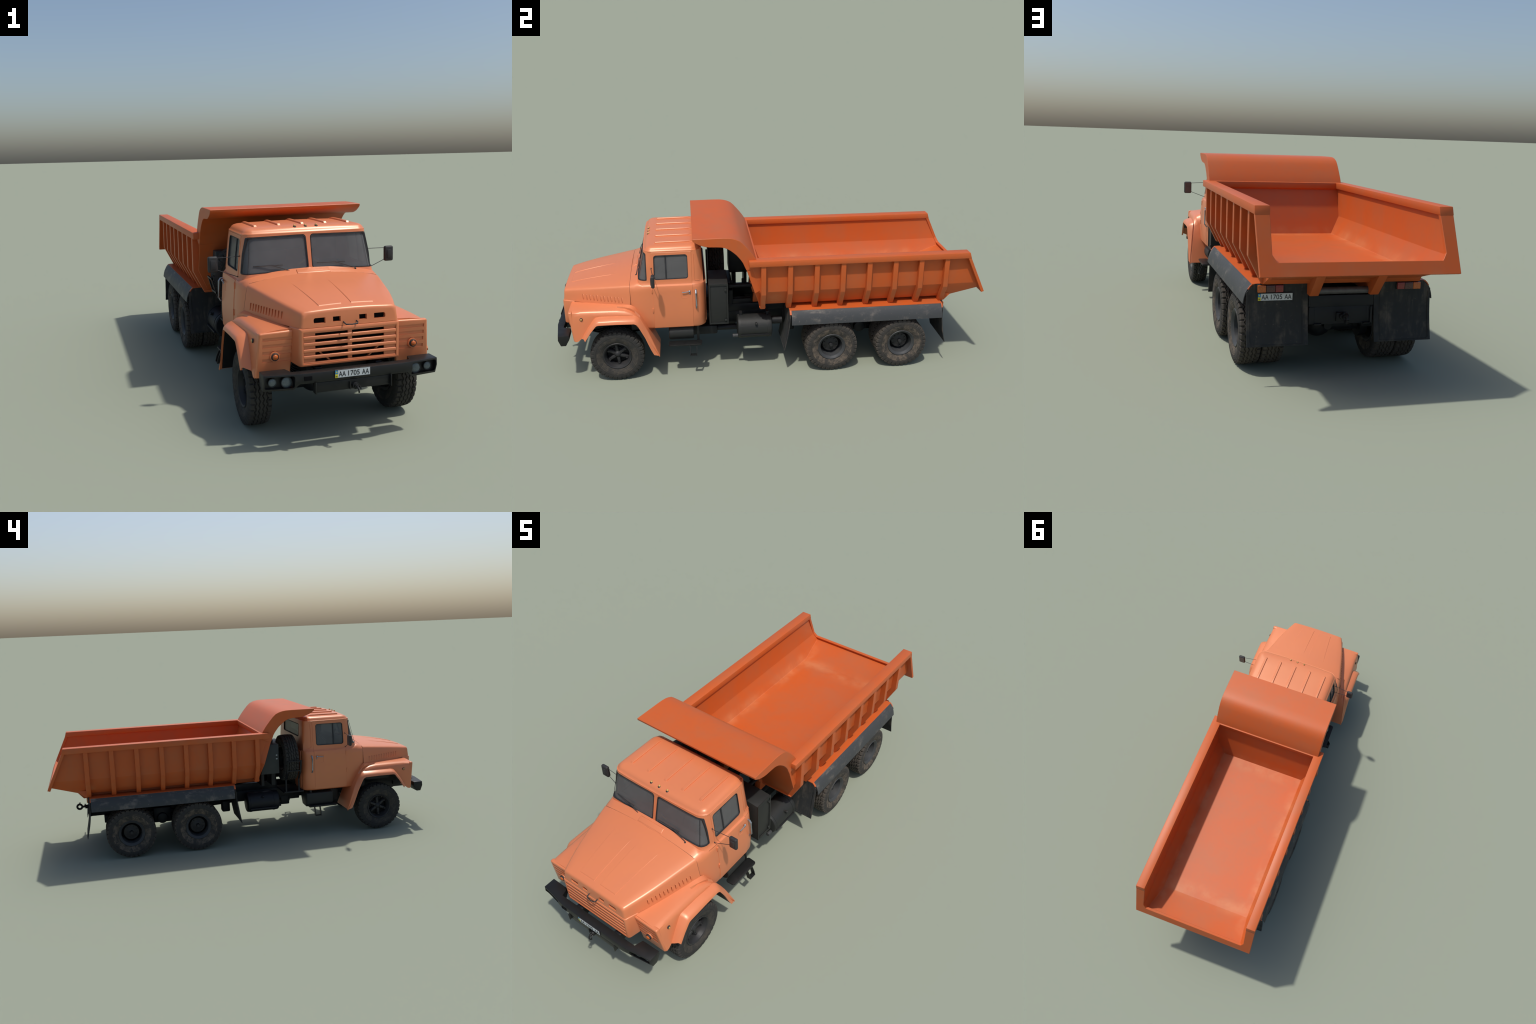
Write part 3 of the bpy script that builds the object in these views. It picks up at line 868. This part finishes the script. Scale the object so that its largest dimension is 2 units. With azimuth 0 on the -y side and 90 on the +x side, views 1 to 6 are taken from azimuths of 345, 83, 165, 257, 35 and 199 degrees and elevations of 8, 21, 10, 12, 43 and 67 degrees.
for s in (1, -1):
    q = [(s * .112, .3010), (s * .1185, .3010), (s * .0605, .2515), (s * .054, .2515)]
    obj('grille_brace', prism(q, 'y', -.926, -.920), CAB, GR)
for z in (.34, .322, .303, .284, .265):
    obj('radiator_tube', box(-.15, .15, -.9175, -.9145, z - .003, z + .003), FRAME, GR)

# fenders (+x side, mirrored)
def fender_shell():
    # cross-sections along the fender: ridge (x,z), outer face, inner edge at the bonnet
    prof = [(-.9025, .3470), (-.85, .3495), (-.80, .3505), (-.74, .3505), (-.675, .3500), (-.653, .3468), (-.630, .3395), (-.610, .3275), (-.597, .3150),
            (-.580, .2890), (-.563, .2560), (-.545, .2160), (-.528, .1740), (-.5115, .1330)]
    return prof
PR = fender_shell()
ROOTL = [(-.852, .222), (-.822, .272), (-.7905, .3160), (-.782, .3220), (-.767, .3245), (-.690, .3248), (-.613, .3240), (-.600, .3195), (-.5895, .3100), (-.572, .2790), (-.555, .2440), (-.537, .2000), (-.520, .1560), (-.5105, .1335)]
RIDGE = [(-.8960, .3475), (-.890, .3478), (-.882, .3482), (-.85, .3495), (-.805, .3505), (-.79, .3505), (-.765, .3505), (-.69, .3502), (-.655, .3470), (-.630, .3395), (-.612, .3280),
         (-.590, .3050), (-.570, .2700), (-.550, .2270), (-.529, .1760), (-.5105, .1320)]
ROOT2 = [(-.8800, .2080), (-.868, .2100), (-.853, .2215)] + ROOTL[1:]
def fx(y, z):
    base = interp([(-.9025, .2735), (-.80, .2765), (-.66, .281), (-.60, .289), (-.55, .302), (-.5115, .312)], y)
    return base + .012 * max(0, (.345 - z)) / .137 * interp([(-.68, 1), (-.57, .15)], y)
def fender_skin():
    lines = []
    for (y, z), (ry, rz) in zip(RIDGE, ROOT2):
        if y < -.66:
            xin = interp(SHX, max(-.9285, y)) - .004; zi = .3540 + .0065 * max(0, (y + .93) / .3)
        else:
            xin = interp([(-.66, .236), (-.63, .248), (-.605, .250), (-.575, .235), (-.55, .16)], y); zi = interp([(-.66, .3615), (-.628, .3605), (-.612, .350), (-.590, .320), (-.570, .276), (-.550, .2275), (-.529, .1765), (-.5105, .1325)], y)
        xo = fx(y, z); r = interp([(-.66, .016), (-.60, .012), (-.56, .006)], y)
        ln = [(xin, y, zi), (lerp(xin, xo, .5), y, lerp(zi, z, .5) + .0012), (xo - r * 1.5, y, z + .0006), (xo - r * .75, y, z - r * .14), (xo - r * .22, y, z - r * .48), (xo, lerp(y, ry, .08), lerp(z - r, rz, .06))]
        for k in (.35, .65, 1.0):
            yy, zz = lerp(y, ry, k), lerp(z - r, rz, k)
            ln.append((fx(yy, zz), yy, zz))
        lines.append(ln)
    return solid_grid(lines, -.003)
# front box of the fender, with shallow pressed strips
def fender_front():
    b = hexa([(.176, -.8870, .2080), (.2868, -.8870, .2080), (.2868, -.876, .2080), (.176, -.872, .2080),
              (.168, -.9035, .3515), (.2748, -.9035, .3480), (.2752, -.886, .3485), (.168, -.880, .3545)], .0105, 5, 30)
    cuts = []
    for z0, z1 in ((.3235, .3330), (.3020, .3125), (.2800, .2910), (.2570, .2675)):
        yc = lerp(-.8870, -.9035, (.5 * (z0 + z1) - .208) / .1425)
        cuts.append(prism([(.150, z0), (.150, z1), (.2645, z1), (.2645, z0)], 'y', -.95, yc + .0030))
    # lamp pad is put back as a separate disc
    return boolean(b, cuts)
# flare: lip standing out over the wheel
RIMT = [(-.838, .2330), (-.8115, .2750), (-.7840, .3065), (-.7775, .3105), (-.7680, .3128), (-.690, .3130), (-.6145, .3110), (-.6030, .3065), (-.5945, .2985), (-.5790, .2660), (-.5630, .2320), (-.5450, .1900), (-.5280, .1530), (-.5115, .1290)]
RIML = [(-.8340, .2230), (-.8075, .2640), (-.7830, .2945), (-.7775, .2985), (-.7690, .3002), (-.690, .3005), (-.6150, .2985), (-.6060, .2945), (-.5990, .2880), (-.5840, .2580), (-.5690, .2260), (-.5560, .1900), (-.5450, .1620), (-.5340, .1380)]
def flare():
    L = [[(fx(y, z) - .002, y, z) for y, z in ROOTL],
         [(lerp(fx(a[0], a[1]), .312, .5), lerp(a[0], b[0], .45), lerp(a[1], b[1], .45) + .001) for a, b in zip(ROOTL, RIMT)],
         [(.3095, lerp(a[0], b[0], .93), lerp(a[1], b[1], .93)) for a, b in zip(ROOTL, RIMT)],
         [(.3140, lerp(a[0], b[0], .25), lerp(a[1], b[1], .25)) for a, b in zip(RIMT, RIML)],
         [(.3170, y, z) for y, z in RIML],
         [(.3110, lerp(b[0], a[0], .1), lerp(b[1], a[1], .1)) for a, b in zip(RIMT, RIML)]]
    return solid_grid(L, .003)
# inner wheel-house, black
def wheelhouse():
    L = []
    for y, z in RIML[1:]:
        L.append([(x, y, z + .003) for x in (.309, .285, .22, .165)])
    return solid_grid(L, .003)
for s in (1, -1):
    f = (lambda me: me) if s > 0 else mirror
    fo = obj('front_fender', f(fender_skin()), CAB, angle=40)
    obj('fender_nose', f(fender_front()), CAB, fo, 24)
    obj('wheel_arch_flare', f(flare()), CAB, fo, 40)
    obj('wheel_house', f(wheelhouse()), BLACK, fo, 40)
    obj('inner_wheel_panel', f(prism([(-.845, .225), (-.79, .235), (-.60, .235), (-.56, .20), (-.55, .235), (-.60, .34), (-.85, .345), (-.885, .30)], 'x', .157, .161)), BLACK, fo)
    obj('toe_board', f(box(.10, .250, -.6325, -.592, .2365, .296)), BLACK, fo)
    obj('wheel_house_lip', f(prism([(-.785, .297), (-.757, .274), (-.640, .274), (-.602, .289), (-.618, .297)], 'x', .162, .270)), BLACK, fo)
    # flap-like end of the fender behind the wheel
    tail = solid_grid([[(x, y, z) for x in (.155, .22, .27, .3000)] for y, z in ((-.512, .1345), (-.5285, .1740), (-.5455, .2160), (-.562, .2520))], .003)
    obj('fender_tail', f(tail), CAB, fo, 40)
    # amber turn lamp in a black ring
    c = (.2265, 0, .2735)
    ring = revolve([(-.8935, .0001), (-.8935, .0158), (-.899, .0152), (-.8990, .0001)], 32, 'y', c)
    obj('lamp_pad', f(ring), CAB, fo, 35)
    ring = revolve([(-.898, .0001), (-.898, .0118), (-.9035, .0118), (-.9050, .0100), (-.9040, .0088), (-.902, .0001)], 32, 'y', c)
    tl = obj('turn_lamp', f(ring), SEAL, fo, 35)
    obj('turn_lens', f(sphere((.2265, -.9025, .2735), .0092, 1, .75, 1)), AMBER, tl)
    c = (0, -.8465, .3150); xs = fx(-.8465, .3150) + .0025
    ring = revolve([(xs - .004, .0001), (xs - .004, .0070), (xs + .002, .0068), (xs + .003, .0050), (xs + .002, .0001)], 24, 'x', c)
    ml = obj('side_marker_lamp', f(ring), SEAL, fo, 35)
    obj('marker_lens', f(sphere((xs + .002, c[1], c[2]), .0050, .7, 1, 1)), YELLOW, ml)

# ================================================================== BUMPER
def bumper():
    rings = []
    for x in (-.2795, -.24, -.2010, -.1905, -.1730, -.155, 0, .155, .1730, .1905, .2010, .24, .2795):
        ax = abs(x)
        yf = interp([(.155, -.9745), (.2795, -.9560)], ax)
        yb = interp([(.1905, -.9430), (.2010, -.9095), (.2795, -.9080)], ax)
        zl = interp([(.1730, .2055), (.1905, .1865)], ax)
        ff = interp([(.1730, .001), (.1905, .009)], ax); fb = interp([(.1730, .0), (.2010, .0170)], ax)
        rings.append([(x, yf, .2370), (x, yb, .2370), (x, yb + (.001 if ax > .2 else 0), .2180), (x, yb - fb, zl), (x, yf + ff, zl), (x, yf - .0018, .2150)])
    return bevel(loft(rings), .0016, 2, 22)
def pocket(s):
    p = rounded([(.188, .1935), (.188, .2315), (.2755, .2315), (.2755, .1935)], .006, 4)
    return prism([(s * x, z) for x, z in p], 'y', -1.0, -.940)
BUM = obj('bumper', boolean(bumper(), [pocket(1), pocket(-1)]), BUMPER, angle=30)
E1 = E2 = BUM
for s in (1, -1):
    par = E1 if s > 0 else E2
    for x, z, r, y in ((.2085, .2095, .0155, -.9520), (.2510, .2115, .0118, -.9480)):
        ring = revolve([(y + .012, .0001), (y + .012, r + .0016), (y - .0005, r + .0016), (y - .0005, r - .0002), (y + .003, r - .0006), (y + .003, .0001)], 32, 'y', (s * x, 0, z))
        hl = obj('headlamp', ring, SEAL, par)
        dome = revolve([(y - .0022, .0001), (y - .0019, r * .5), (y - .0004, r * .85), (y + .001, r), (y + .003, r * .95)], 32, 'y', (s * x, 0, z))
        obj('headlamp_glass', dome, LAMPGLASS, hl)
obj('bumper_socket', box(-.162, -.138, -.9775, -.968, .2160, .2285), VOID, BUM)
obj('bumper_lower_bar', join(box(-.128, .115, -.972, -.955, .1745, .2050, .0015), box(-.1285, -.1245, -.980, -.955, .172, .207, .001), box(.112, .1155, -.980, -.955, .172, .207, .001),
                             box(-.021, -.018, -.979, -.97, .176, .198)), BUMPER, BUM)
hook = join(cyl('y', (-.002, .185), .0105, -.981, -.968, 20, .002), cyl('y', (-.002, .185), .0065, -.990, -.978, 16, .001),
            tube([(-.002, -.984, .185), (-.002, -.994, .186), (-.001, -.9975, .180), (.001, -.9965, .172), (.004, -.990, .168)], .0028, 8),
            tube([(.006, -.984, .187), (.007, -.992, .185), (.008, -.995, .178)], .0022, 8))
obj('tow_hook', hook, BUMPER, BUM)
obj('bumper_bracket', join(box(-.115, -.085, -.945, -.86, .195, .232, .002), box(.085, .115, -.945, -.86, .195, .232, .002)), FRAME, BUM)

# ================================================================== CHASSIS
def rail_me(): return box(.088, .108, -.925, .815, .1795, .2365, .002)
pair('frame_rail', rail_me(), FRAME)
pair('tipper_subframe', box(.086, .110, -.182, .815, .2375, .2755, .002), FRAME)
cm = [box(-.09, .09, y - .012, y + .012, .185, .232) for y in (-.80, -.35, -.10, .15, .45, .72)]
obj('cross_member', join(*cm), FRAME, kind='stuff')
obj('rear_cross_plate', join(box(-.107, .105, .806, .816, .2365, .2745, .0015), box(-.100, .092, .808, .814, .179, .2365, .001),
                             box(-.104, -.098, .806, .822, .178, .2355), box(.066, .092, .806, .820, .178, .1815), box(-.103, -.076, .806, .822, .178, .1815)), FRAME)
# towing hitch with an eye
eye = [(0, .866 + math.cos(a) * .0125, .209 + math.sin(a) * .0125) for a in [2 * PI * k / 20 for k in range(21)]]
obj('tow_hitch', join(box(-.014, .018, .812, .824, .188, .218, .002), cyl('y', (0, .207), .010, .82, .838, 20, .002), tube([(0, .832, .208), (0, .856, .208)], .0058), tube(eye, .0055, 10),
                      tube([(0, .866, .224), (0, .862, .232)], .003), tube([(-.012, .834, .20), (-.012, .84, .215), (-.012, .836, .225)], .003)), BLACK)
# engine, gearbox and shafts under the cab
obj('engine_block', join(box(-.080, .080, -.885, -.60, .165, .345, .012), box(-.055, .055, -.62, -.42, .155, .27, .014), cyl('y', (0, .19), .030, -.42, -.36, 20, .006)), FRAME)
obj('drive_shaft', join(tube([(0, -.37, .185), (0, .28, .15)], .012, 12), tube([(0, .29, .15), (0, .62, .15)], .012, 12), box(-.06, .06, -.27, -.14, .138, .20, .012)), FRAME)
def axle(y, front=False):
    parts = [cyl('x', (y, .122), .020, -.20, .20, 20), sphere((.015, y, .128), .048, 1.0, 1.0, .95)]
    if front: parts[1] = sphere((-.04, y, .128), .042)
    parts.append(cyl('y', (.0, .138), .014, y - .075, y + .075, 16))
    for s in ((1, -1) if not front else ()): parts.append(cyl('x', (y, .122), .045, s * .13 if s > 0 else -.155, .155 if s > 0 else s * .13, 24))
    return join(*parts)
obj('axle', axle(-.705, True), FRAME); obj('axle', axle(.285), FRAME); obj('axle', axle(.618), FRAME)
def leafpack(y0, y1, z, sag, n, x):
    ms = []
    for k in range(n):
        t = k / n; a, b = lerp(y0, (y0 + y1) / 2, t * .8), lerp(y1, (y0 + y1) / 2, t * .8)
        pts = [(lerp(a, b, i / 8), z - .005 * k * (1 if sag > 0 else -1) + sag * (1 - (2 * i / 8 - 1) ** 2) * ((b - a) / (y1 - y0))) for i in range(9)]
        poly = pts + [(q[0], q[1] - .0042) for q in reversed(pts)]
        ms.append(prism(poly, 'x', x - .013, x + .013))
    return join(*ms)
pair('leaf_spring', join(leafpack(-.83, -.58, .172, -.022, 6, .098), box(.083, .113, -.72, -.69, .140, .16)), FRAME)
pair('leaf_spring', join(leafpack(.265, .64, .160, .022, 8, .122), cyl('x', (.4515, .147), .027, .112, .168, 28, .004), box(.105, .150, .405, .495, .1245, .20, .006), box(.112, .135, .265, .64, .119, .128)), FRAME)

# items slung on the +x side
tank = revolve([(-.148, .0001), (-.148, .054), (-.146, .0585), (-.142, .0605), (-.134, .0605), (-.134, .0615), (-.127, .0615), (-.127, .0598), (-.010, .0598), (-.010, .0615), (-.003, .0615), (-.003, .0605), (.006, .0605), (.010, .0585), (.012, .054), (.012, .0001)], 48, 'y', (0, 0, 0))
tank.transform(Matrix.Translation((.2030, 0, .2040)) @ Matrix.Diagonal((.93, 1, .93, 1)))
TK = obj('air_tank', tank, BOXGREY)
obj('tank_cap', join(sphere((.260, -.063, .238), .0060), cyl('x', (-.063, .236), .0055, .235, .259, 12)), BOXGREY, TK)
obj('tank_strap', join(box(.248, .260, -.135, .0, .178, .184, .0015), box(.185, .205, -.137, -.125, .25, .275), box(.185, .205, -.012, .0, .25, .275)), BLACK, TK)
obj('exhaust_stub', cyl('y', (.235, .172), .0085, -.172, -.145, 16), RIM, TK)
obj('air_cleaner_pipe', cyl('y', (.205, .228), .019, .010, .062, 20), BLACK, TK)
# battery chest behind the cab
BB = obj('battery_chest', prism([(.100, .2490), (.2590, .2490), (.2590, .4465), (.205, .4520), (.100, .4520)], 'y', -.2785, -.1915, .002), BOXGREY)
obj('chest_lid', frame_prism([(-.2785, .2490), (-.2785, .4470), (-.1915, .4470), (-.1915, .2490)], [(-.2725, .2560), (-.2725, .4400), (-.1975, .4400), (-.1975, .2560)], 'x', .2585, .2625), BOXGREY, BB)
for z in (.418, .268): obj('chest_latch', box(.259, .2655, -.209, -.198, z - .005, z + .005, .002), BOXGREY, BB)
# small reservoir and step under the +x door
rv = revolve([(-.466, .0001), (-.466, .033), (-.463, .0365), (-.458, .037), (-.360, .037), (-.355, .0365), (-.352, .033), (-.352, .0001)], 36, 'y', (.2150, 0, .2000))
obj('air_reservoir', rv, BOXGREY)
def step():
    def strap(y): return loft([[(x, yy, z) for x, yy, z in ((x0, y - .0016, z), (x0 + .019, y - .0016, z), (x0 + .019, y + .0016, z), (x0, y + .0016, z))] for x0, z in ((.258, .156), (.269, .130), (.2740, .1095))])
    return join(prism(rounded([(.236, -.470), (.279, -.468), (.281, -.318), (.236, -.314)], .010, 4), 'z', .1545, .1610, .0012),
                strap(-.3715), strap(-.3415), box(.2740, .2930, -.3731, -.3399, .1080, .1115, .0008), box(.225, .240, -.338, -.327, .155, .245, .001))
obj('cab_step', step(), BUMPER)

# -x side: tank, battery tray, step
tankl = revolve([(-.158, .0001), (-.158, .048), (-.154, .053), (-.148, .0545), (-.138, .0545), (-.138, .0560), (-.128, .0560), (-.128, .0545), (-.012, .0545), (-.012, .0560), (-.002, .0560), (-.002, .0545), (.004, .0545), (.010, .053), (.013, .048), (.013, .0001)], 48, 'y', (0, 0, 0))
tankl.transform(Matrix.Translation((-.2000, 0, .1955)) @ Matrix.Diagonal((.945, 1, .945, 1)))
T2 = obj('fuel_tank', tankl, FRAME)
obj('tank_cap', join(sphere((-.2475, -.068, .229), .0060), cyl('x', (-.068, .228), .0055, -.246, -.225, 12)), FRAME, T2)
obj('tank_strap', join(box(-.254, -.242, -.14, .0, .164, .171, .0015), cyl('y', (-.19, .165), .010, -.178, -.155, 14)), FRAME, T2)
obj('battery_tray', join(prism([(-.254, .2240), (-.254, .1620), (-.235, .1480), (-.17, .150), (-.14, .20), (-.14, .2240)], 'y', -.452, -.305, .006), box(-.262, -.15, -.468, -.318, .148, .1545, .001),
                         box(-.2, -.12, -.50, -.45, .16, .225, .008)), BOXGREY)
obj('cab_step', mirror(step()), BUMPER)

# hydraulic oil tank behind the cab on the -x side
ht = hexa([(-.240, -.164, .3440), (-.115, -.164, .3440), (-.115, -.064, .3440), (-.240, -.064, .3440),
           (-.240, -.163, .5000), (-.115, -.163, .5000), (-.115, -.110, .5000), (-.240, -.110, .5000)], .003)
HT = obj('oil_tank', ht, TANKGREY)
obj('tank_filler', cyl('z', (-.165, -.138), .014, .497, .514, 20, .003), TANKGREY, HT)
for z in (.442, .423): obj('tank_bolt', box(-.2425, -.239, -.155, -.147, z - .003, z + .003, .001), STEEL, HT)
obj('tank_bracket', join(box(-.20, -.10, -.15, -.13, .275, .349), box(-.20, -.10, -.09, -.075, .275, .349)), FRAME, HT)
# gantry and hydraulic plumbing between cab and bed
obj('hoist_gantry', join(box(.080, .110, -.180, -.160, .2745, .380, .002), box(-.110, -.080, -.180, -.160, .2745, .355, .002), box(-.110, .110, -.180, -.160, .345, .362, .002),
                         tube([(.11, -.175, .372), (.11, -.07, .372)], .010, 10), tube([(.10, -.112, .38), (.10, -.112, .402)], .005, 8), tube([(.10, -.165, .375), (.10, -.165, .392)], .006, 8),
                         box(.082, .108, -.165, -.075, .2745, .300, .001)), FRAME)
# spare wheel carrier
def strip(p, q, w, t):
    """flat bar between two points, w along y, t across"""
    p, q = Vector(p), Vector(q)
    return loft([[(c.x - t, c.y - w, c.z), (c.x + t, c.y - w, c.z), (c.x + t, c.y + w, c.z), (c.x - t, c.y + w, c.z)] for c in (p, q)])
car = [box(-.236, -.06, -.296, -.188, .232, .240, .001), box(-.10, .02, -.302, -.289, .24, .40)]
for y in (-.2705, -.2005):
    car += [strip((-.230, y, .238), (-.228, y, .305), .004, .003), strip((-.228, y, .305), (-.262, y, .345), .004, .003), strip((-.262, y, .345), (-.281, y, .412), .004, .003)]
car += [box(-.2840, -.2780, -.2745, -.1965, .406, .412), box(-.2680, -.2620, -.2745, -.1965, .352, .358)]
obj('spare_carrier', join(*car), FRAME)
obj('under_frame_fittings', join(cyl('y', (.135, .168), .014, -.46, -.14, 16), box(.10, .17, -.36, -.24, .150, .195, .008), box(.10, .150, .090, .132, .142, .20, .006), box(-.150, -.10, .090, .132, .142, .20, .006),
    box(.10, .14, .715, .745, .145, .185, .004), box(-.14, -.10, .715, .745, .145, .185, .004), box(-.11, .02, -.25, -.20, .140, .19, .006), box(-.10, .02, -.31, -.25, .165, .19, .004)), FRAME)

# ================================================================== WHEELS
RT = .1232
def tyre_mesh(seed=1, n=336):
    cols = []                                   # (x, base radius, is_tread)
    half = .0335; m = 44
    side = [(.0290, .0625), (.0300, .0665), (.0335, .0720), (.0372, .0830), (.0388, .0930), (.0386, .0985), (.0388, .1020), (.0376, .1090), (.0358, .1150)]
    for x, r in side: cols.append((-x, r, 0))
    for k in range(m + 1):
        x = lerp(-half, half, k / m)
        cols.append((x, RT - .0030 * (abs(x) / half) ** 3, 1))
    for x, r in reversed(side): cols.append((x, r, 0))
    v = []; NC = len(cols)
    lugs = 34; zig = 34
    for j in range(n):
        a = 2 * PI * j / n; ph = lugs * j / n
        for x, r, tr in cols:
            rr = r; ax = abs(x); xx = x
            fr = (ph + (.5 if x > 0 else 0)) % 1
            if tr:
                tri = lambda p: abs((p % 1) * 2 - 1) * 2 - 1
                d = 0
                for k, x0 in enumerate((-.0185, -.0065, .0065, .0185)):
                    c = x0 + .0026 * tri(ph + .25 * k)
                    w = .0019 if abs(x0) > .01 else .0014
                    if abs(x - c) < w: d = .0045
                if ax > .0225 and fr < .26: d = max(d, .0048)
                rr -= d
            elif ax > .0350 and r > .108 and fr < .26:
                rr -= .0018; xx = x * .972
            elif r > .108:
                xx = x * 1.006
            v.append((xx, rr * math.cos(a), rr * math.sin(a)))
    f = []
    for j in range(n):
        k = (j + 1) % n
        for i in range(NC - 1):
            f.append((j * NC + i, j * NC + i + 1, k * NC + i + 1, k * NC + i))
    me = D.meshes.new('tyre'); me.from_pydata(v, [], f)
    me.polygons.foreach_set('use_smooth', [True] * len(me.polygons)); me.set_sharp_from_angle(angle=math.radians(38))
    return me
TYRE_F = tyre_mesh(); TYRE_F.materials.append(RUBBER); TYRE_F.name = 'tyre'
TYRE_R = TYRE_F.copy(); TYRE_R.materials.clear(); TYRE_R.materials.append(RUBBER_R); TYRE_R.name = 'tyre'

def prep(me, mat, ang=35):
    me.materials.clear(); me.materials.append(mat)
    me.polygons.foreach_set('use_smooth', [True] * len(me.polygons)); me.set_sharp_from_angle(angle=math.radians(ang)); return me

def rim_ring(): # open barrel with a rolled outer flange
    return revolve([(-.030, .060), (-.031, .0640), (-.027, .0640), (-.024, .0585), (0, .0560), (.020, .0580), (.026, .0640), (.0310, .0655), (.0335, .0635), (.0318, .0595), (.0270, .0560),
                    (.0245, .0520), (.010, .0500), (-.028, .0500), (-.030, .060)], 56)
# rear wheel: deep dish with a flat hub plate
bolts = [xform(cyl('x', (0, 0), .0034, -.006, .0045, 8), Matrix.Translation((0, .030 * math.cos(2 * PI * k / 10), .030 * math.sin(2 * PI * k / 10)))) for k in range(10)]
REAR_RIM = prep(rim_ring(), RIM)
REAR_HUB = prep(join(revolve([(-.030, .0505), (-.026, .046), (-.012, .0400), (-.003, .0392), (0, .0370), (.0012, .020), (.0030, .0170), (.0035, .010), (.0120, .0080), (.0180, .0065), (.0180, .0001)], 40), *bolts), RIM_F)
# front wheel: six spoke hub
spokes = []
for k in range(6):
    a = PI / 2 + 2 * PI * k / 6
    sp = loft([[(.004, -.0095, .014), (.014, -.0065, .014), (.014, .0065, .014), (.004, .0095, .014), (-.010, .0095, .014), (-.010, -.0095, .014)],
               [(.004, -.0078, .034), (.0125, -.0052, .034), (.0125, .0052, .034), (.004, .0078, .034), (-.010, .0078, .034), (-.010, -.0078, .034)],
               [(.005, -.0085, .0475), (.011, -.0050, .0475), (.011, .0050, .0475), (.005, .0085, .0475), (-.008, .0085, .0475), (-.008, -.0085, .0475)],
               [(.005, -.0085, .0525), (.008, -.0050, .0525), (.008, .0050, .0525), (.005, .0085, .0525), (-.008, .0085, .0525), (-.008, -.0085, .0525)]])
    sp = bevel(sp, .0018, 2, 30)
    nut = cyl('x', (0, .044), .0046, .008, .0165, 8)
    m = join(sp, nut); m.transform(Matrix.Rotation(a - PI / 2, 4, 'X')); spokes.append(m)
FRONT_HUB = prep(join(revolve([(-.010, .020), (.004, .0185), (.010, .0170), (.014, .0130), (.0175, .0085), (.0195, .0040), (.020, .0001)], 32), *spokes), RIM_F)
FRONT_RIM = prep(revolve([(-.030, .060), (-.031, .0640), (-.027, .0640), (-.024, .0585), (0, .0560), (.020, .0585), (.026, .0640), (.0310, .0655), (.0335, .0635), (.0310, .0590), (.024, .0560),
                          (.018, .0525), (.008, .0510), (-.028, .0540), (-.030, .060)], 56), RIM_F)
DRUM = prep(join(cyl('x', (0, 0), .0515, -.050, -.009, 32, .003), cyl('x', (0, 0), .030, -.010, -.002, 32, .003)), BLACK)

def wheel(loc, rz, tyre, rim, hub, drum=True, spin=0.):
    e = D.objects.new('wheel', None); COL.objects.link(e); e.parent = ROOT
    e.location = loc; e.rotation_euler = (spin, 0, rz); e.empty_display_size = .05
    for nm, me in (('tyre', tyre), ('rim', rim), ('hub', hub)) + ((('brake_drum', DRUM),) if drum else ()):
        if me is None: continue
        o = D.objects.new(nm, me); COL.objects.link(o); o.parent = e
    return e
ZC = RT - .0004
for s in (1, -1):
    rz = 0 if s > 0 else PI
    wheel((s * .2500, -.7025, ZC), rz, TYRE_F, FRONT_RIM, FRONT_HUB, spin=.1)
    for y, sp in ((.2865, .3), (.6200, 1.1)):
        wheel((s * .2755, y, ZC), rz, TYRE_R, REAR_RIM, REAR_HUB, False, sp)
        wheel((s * .1985, y, ZC), rz + PI, TYRE_R, REAR_RIM, REAR_HUB, False, sp + .4)
wheel((-.150, -.2290, .408), PI / 2, TYRE_F, FRONT_RIM, FRONT_HUB, False, .25)
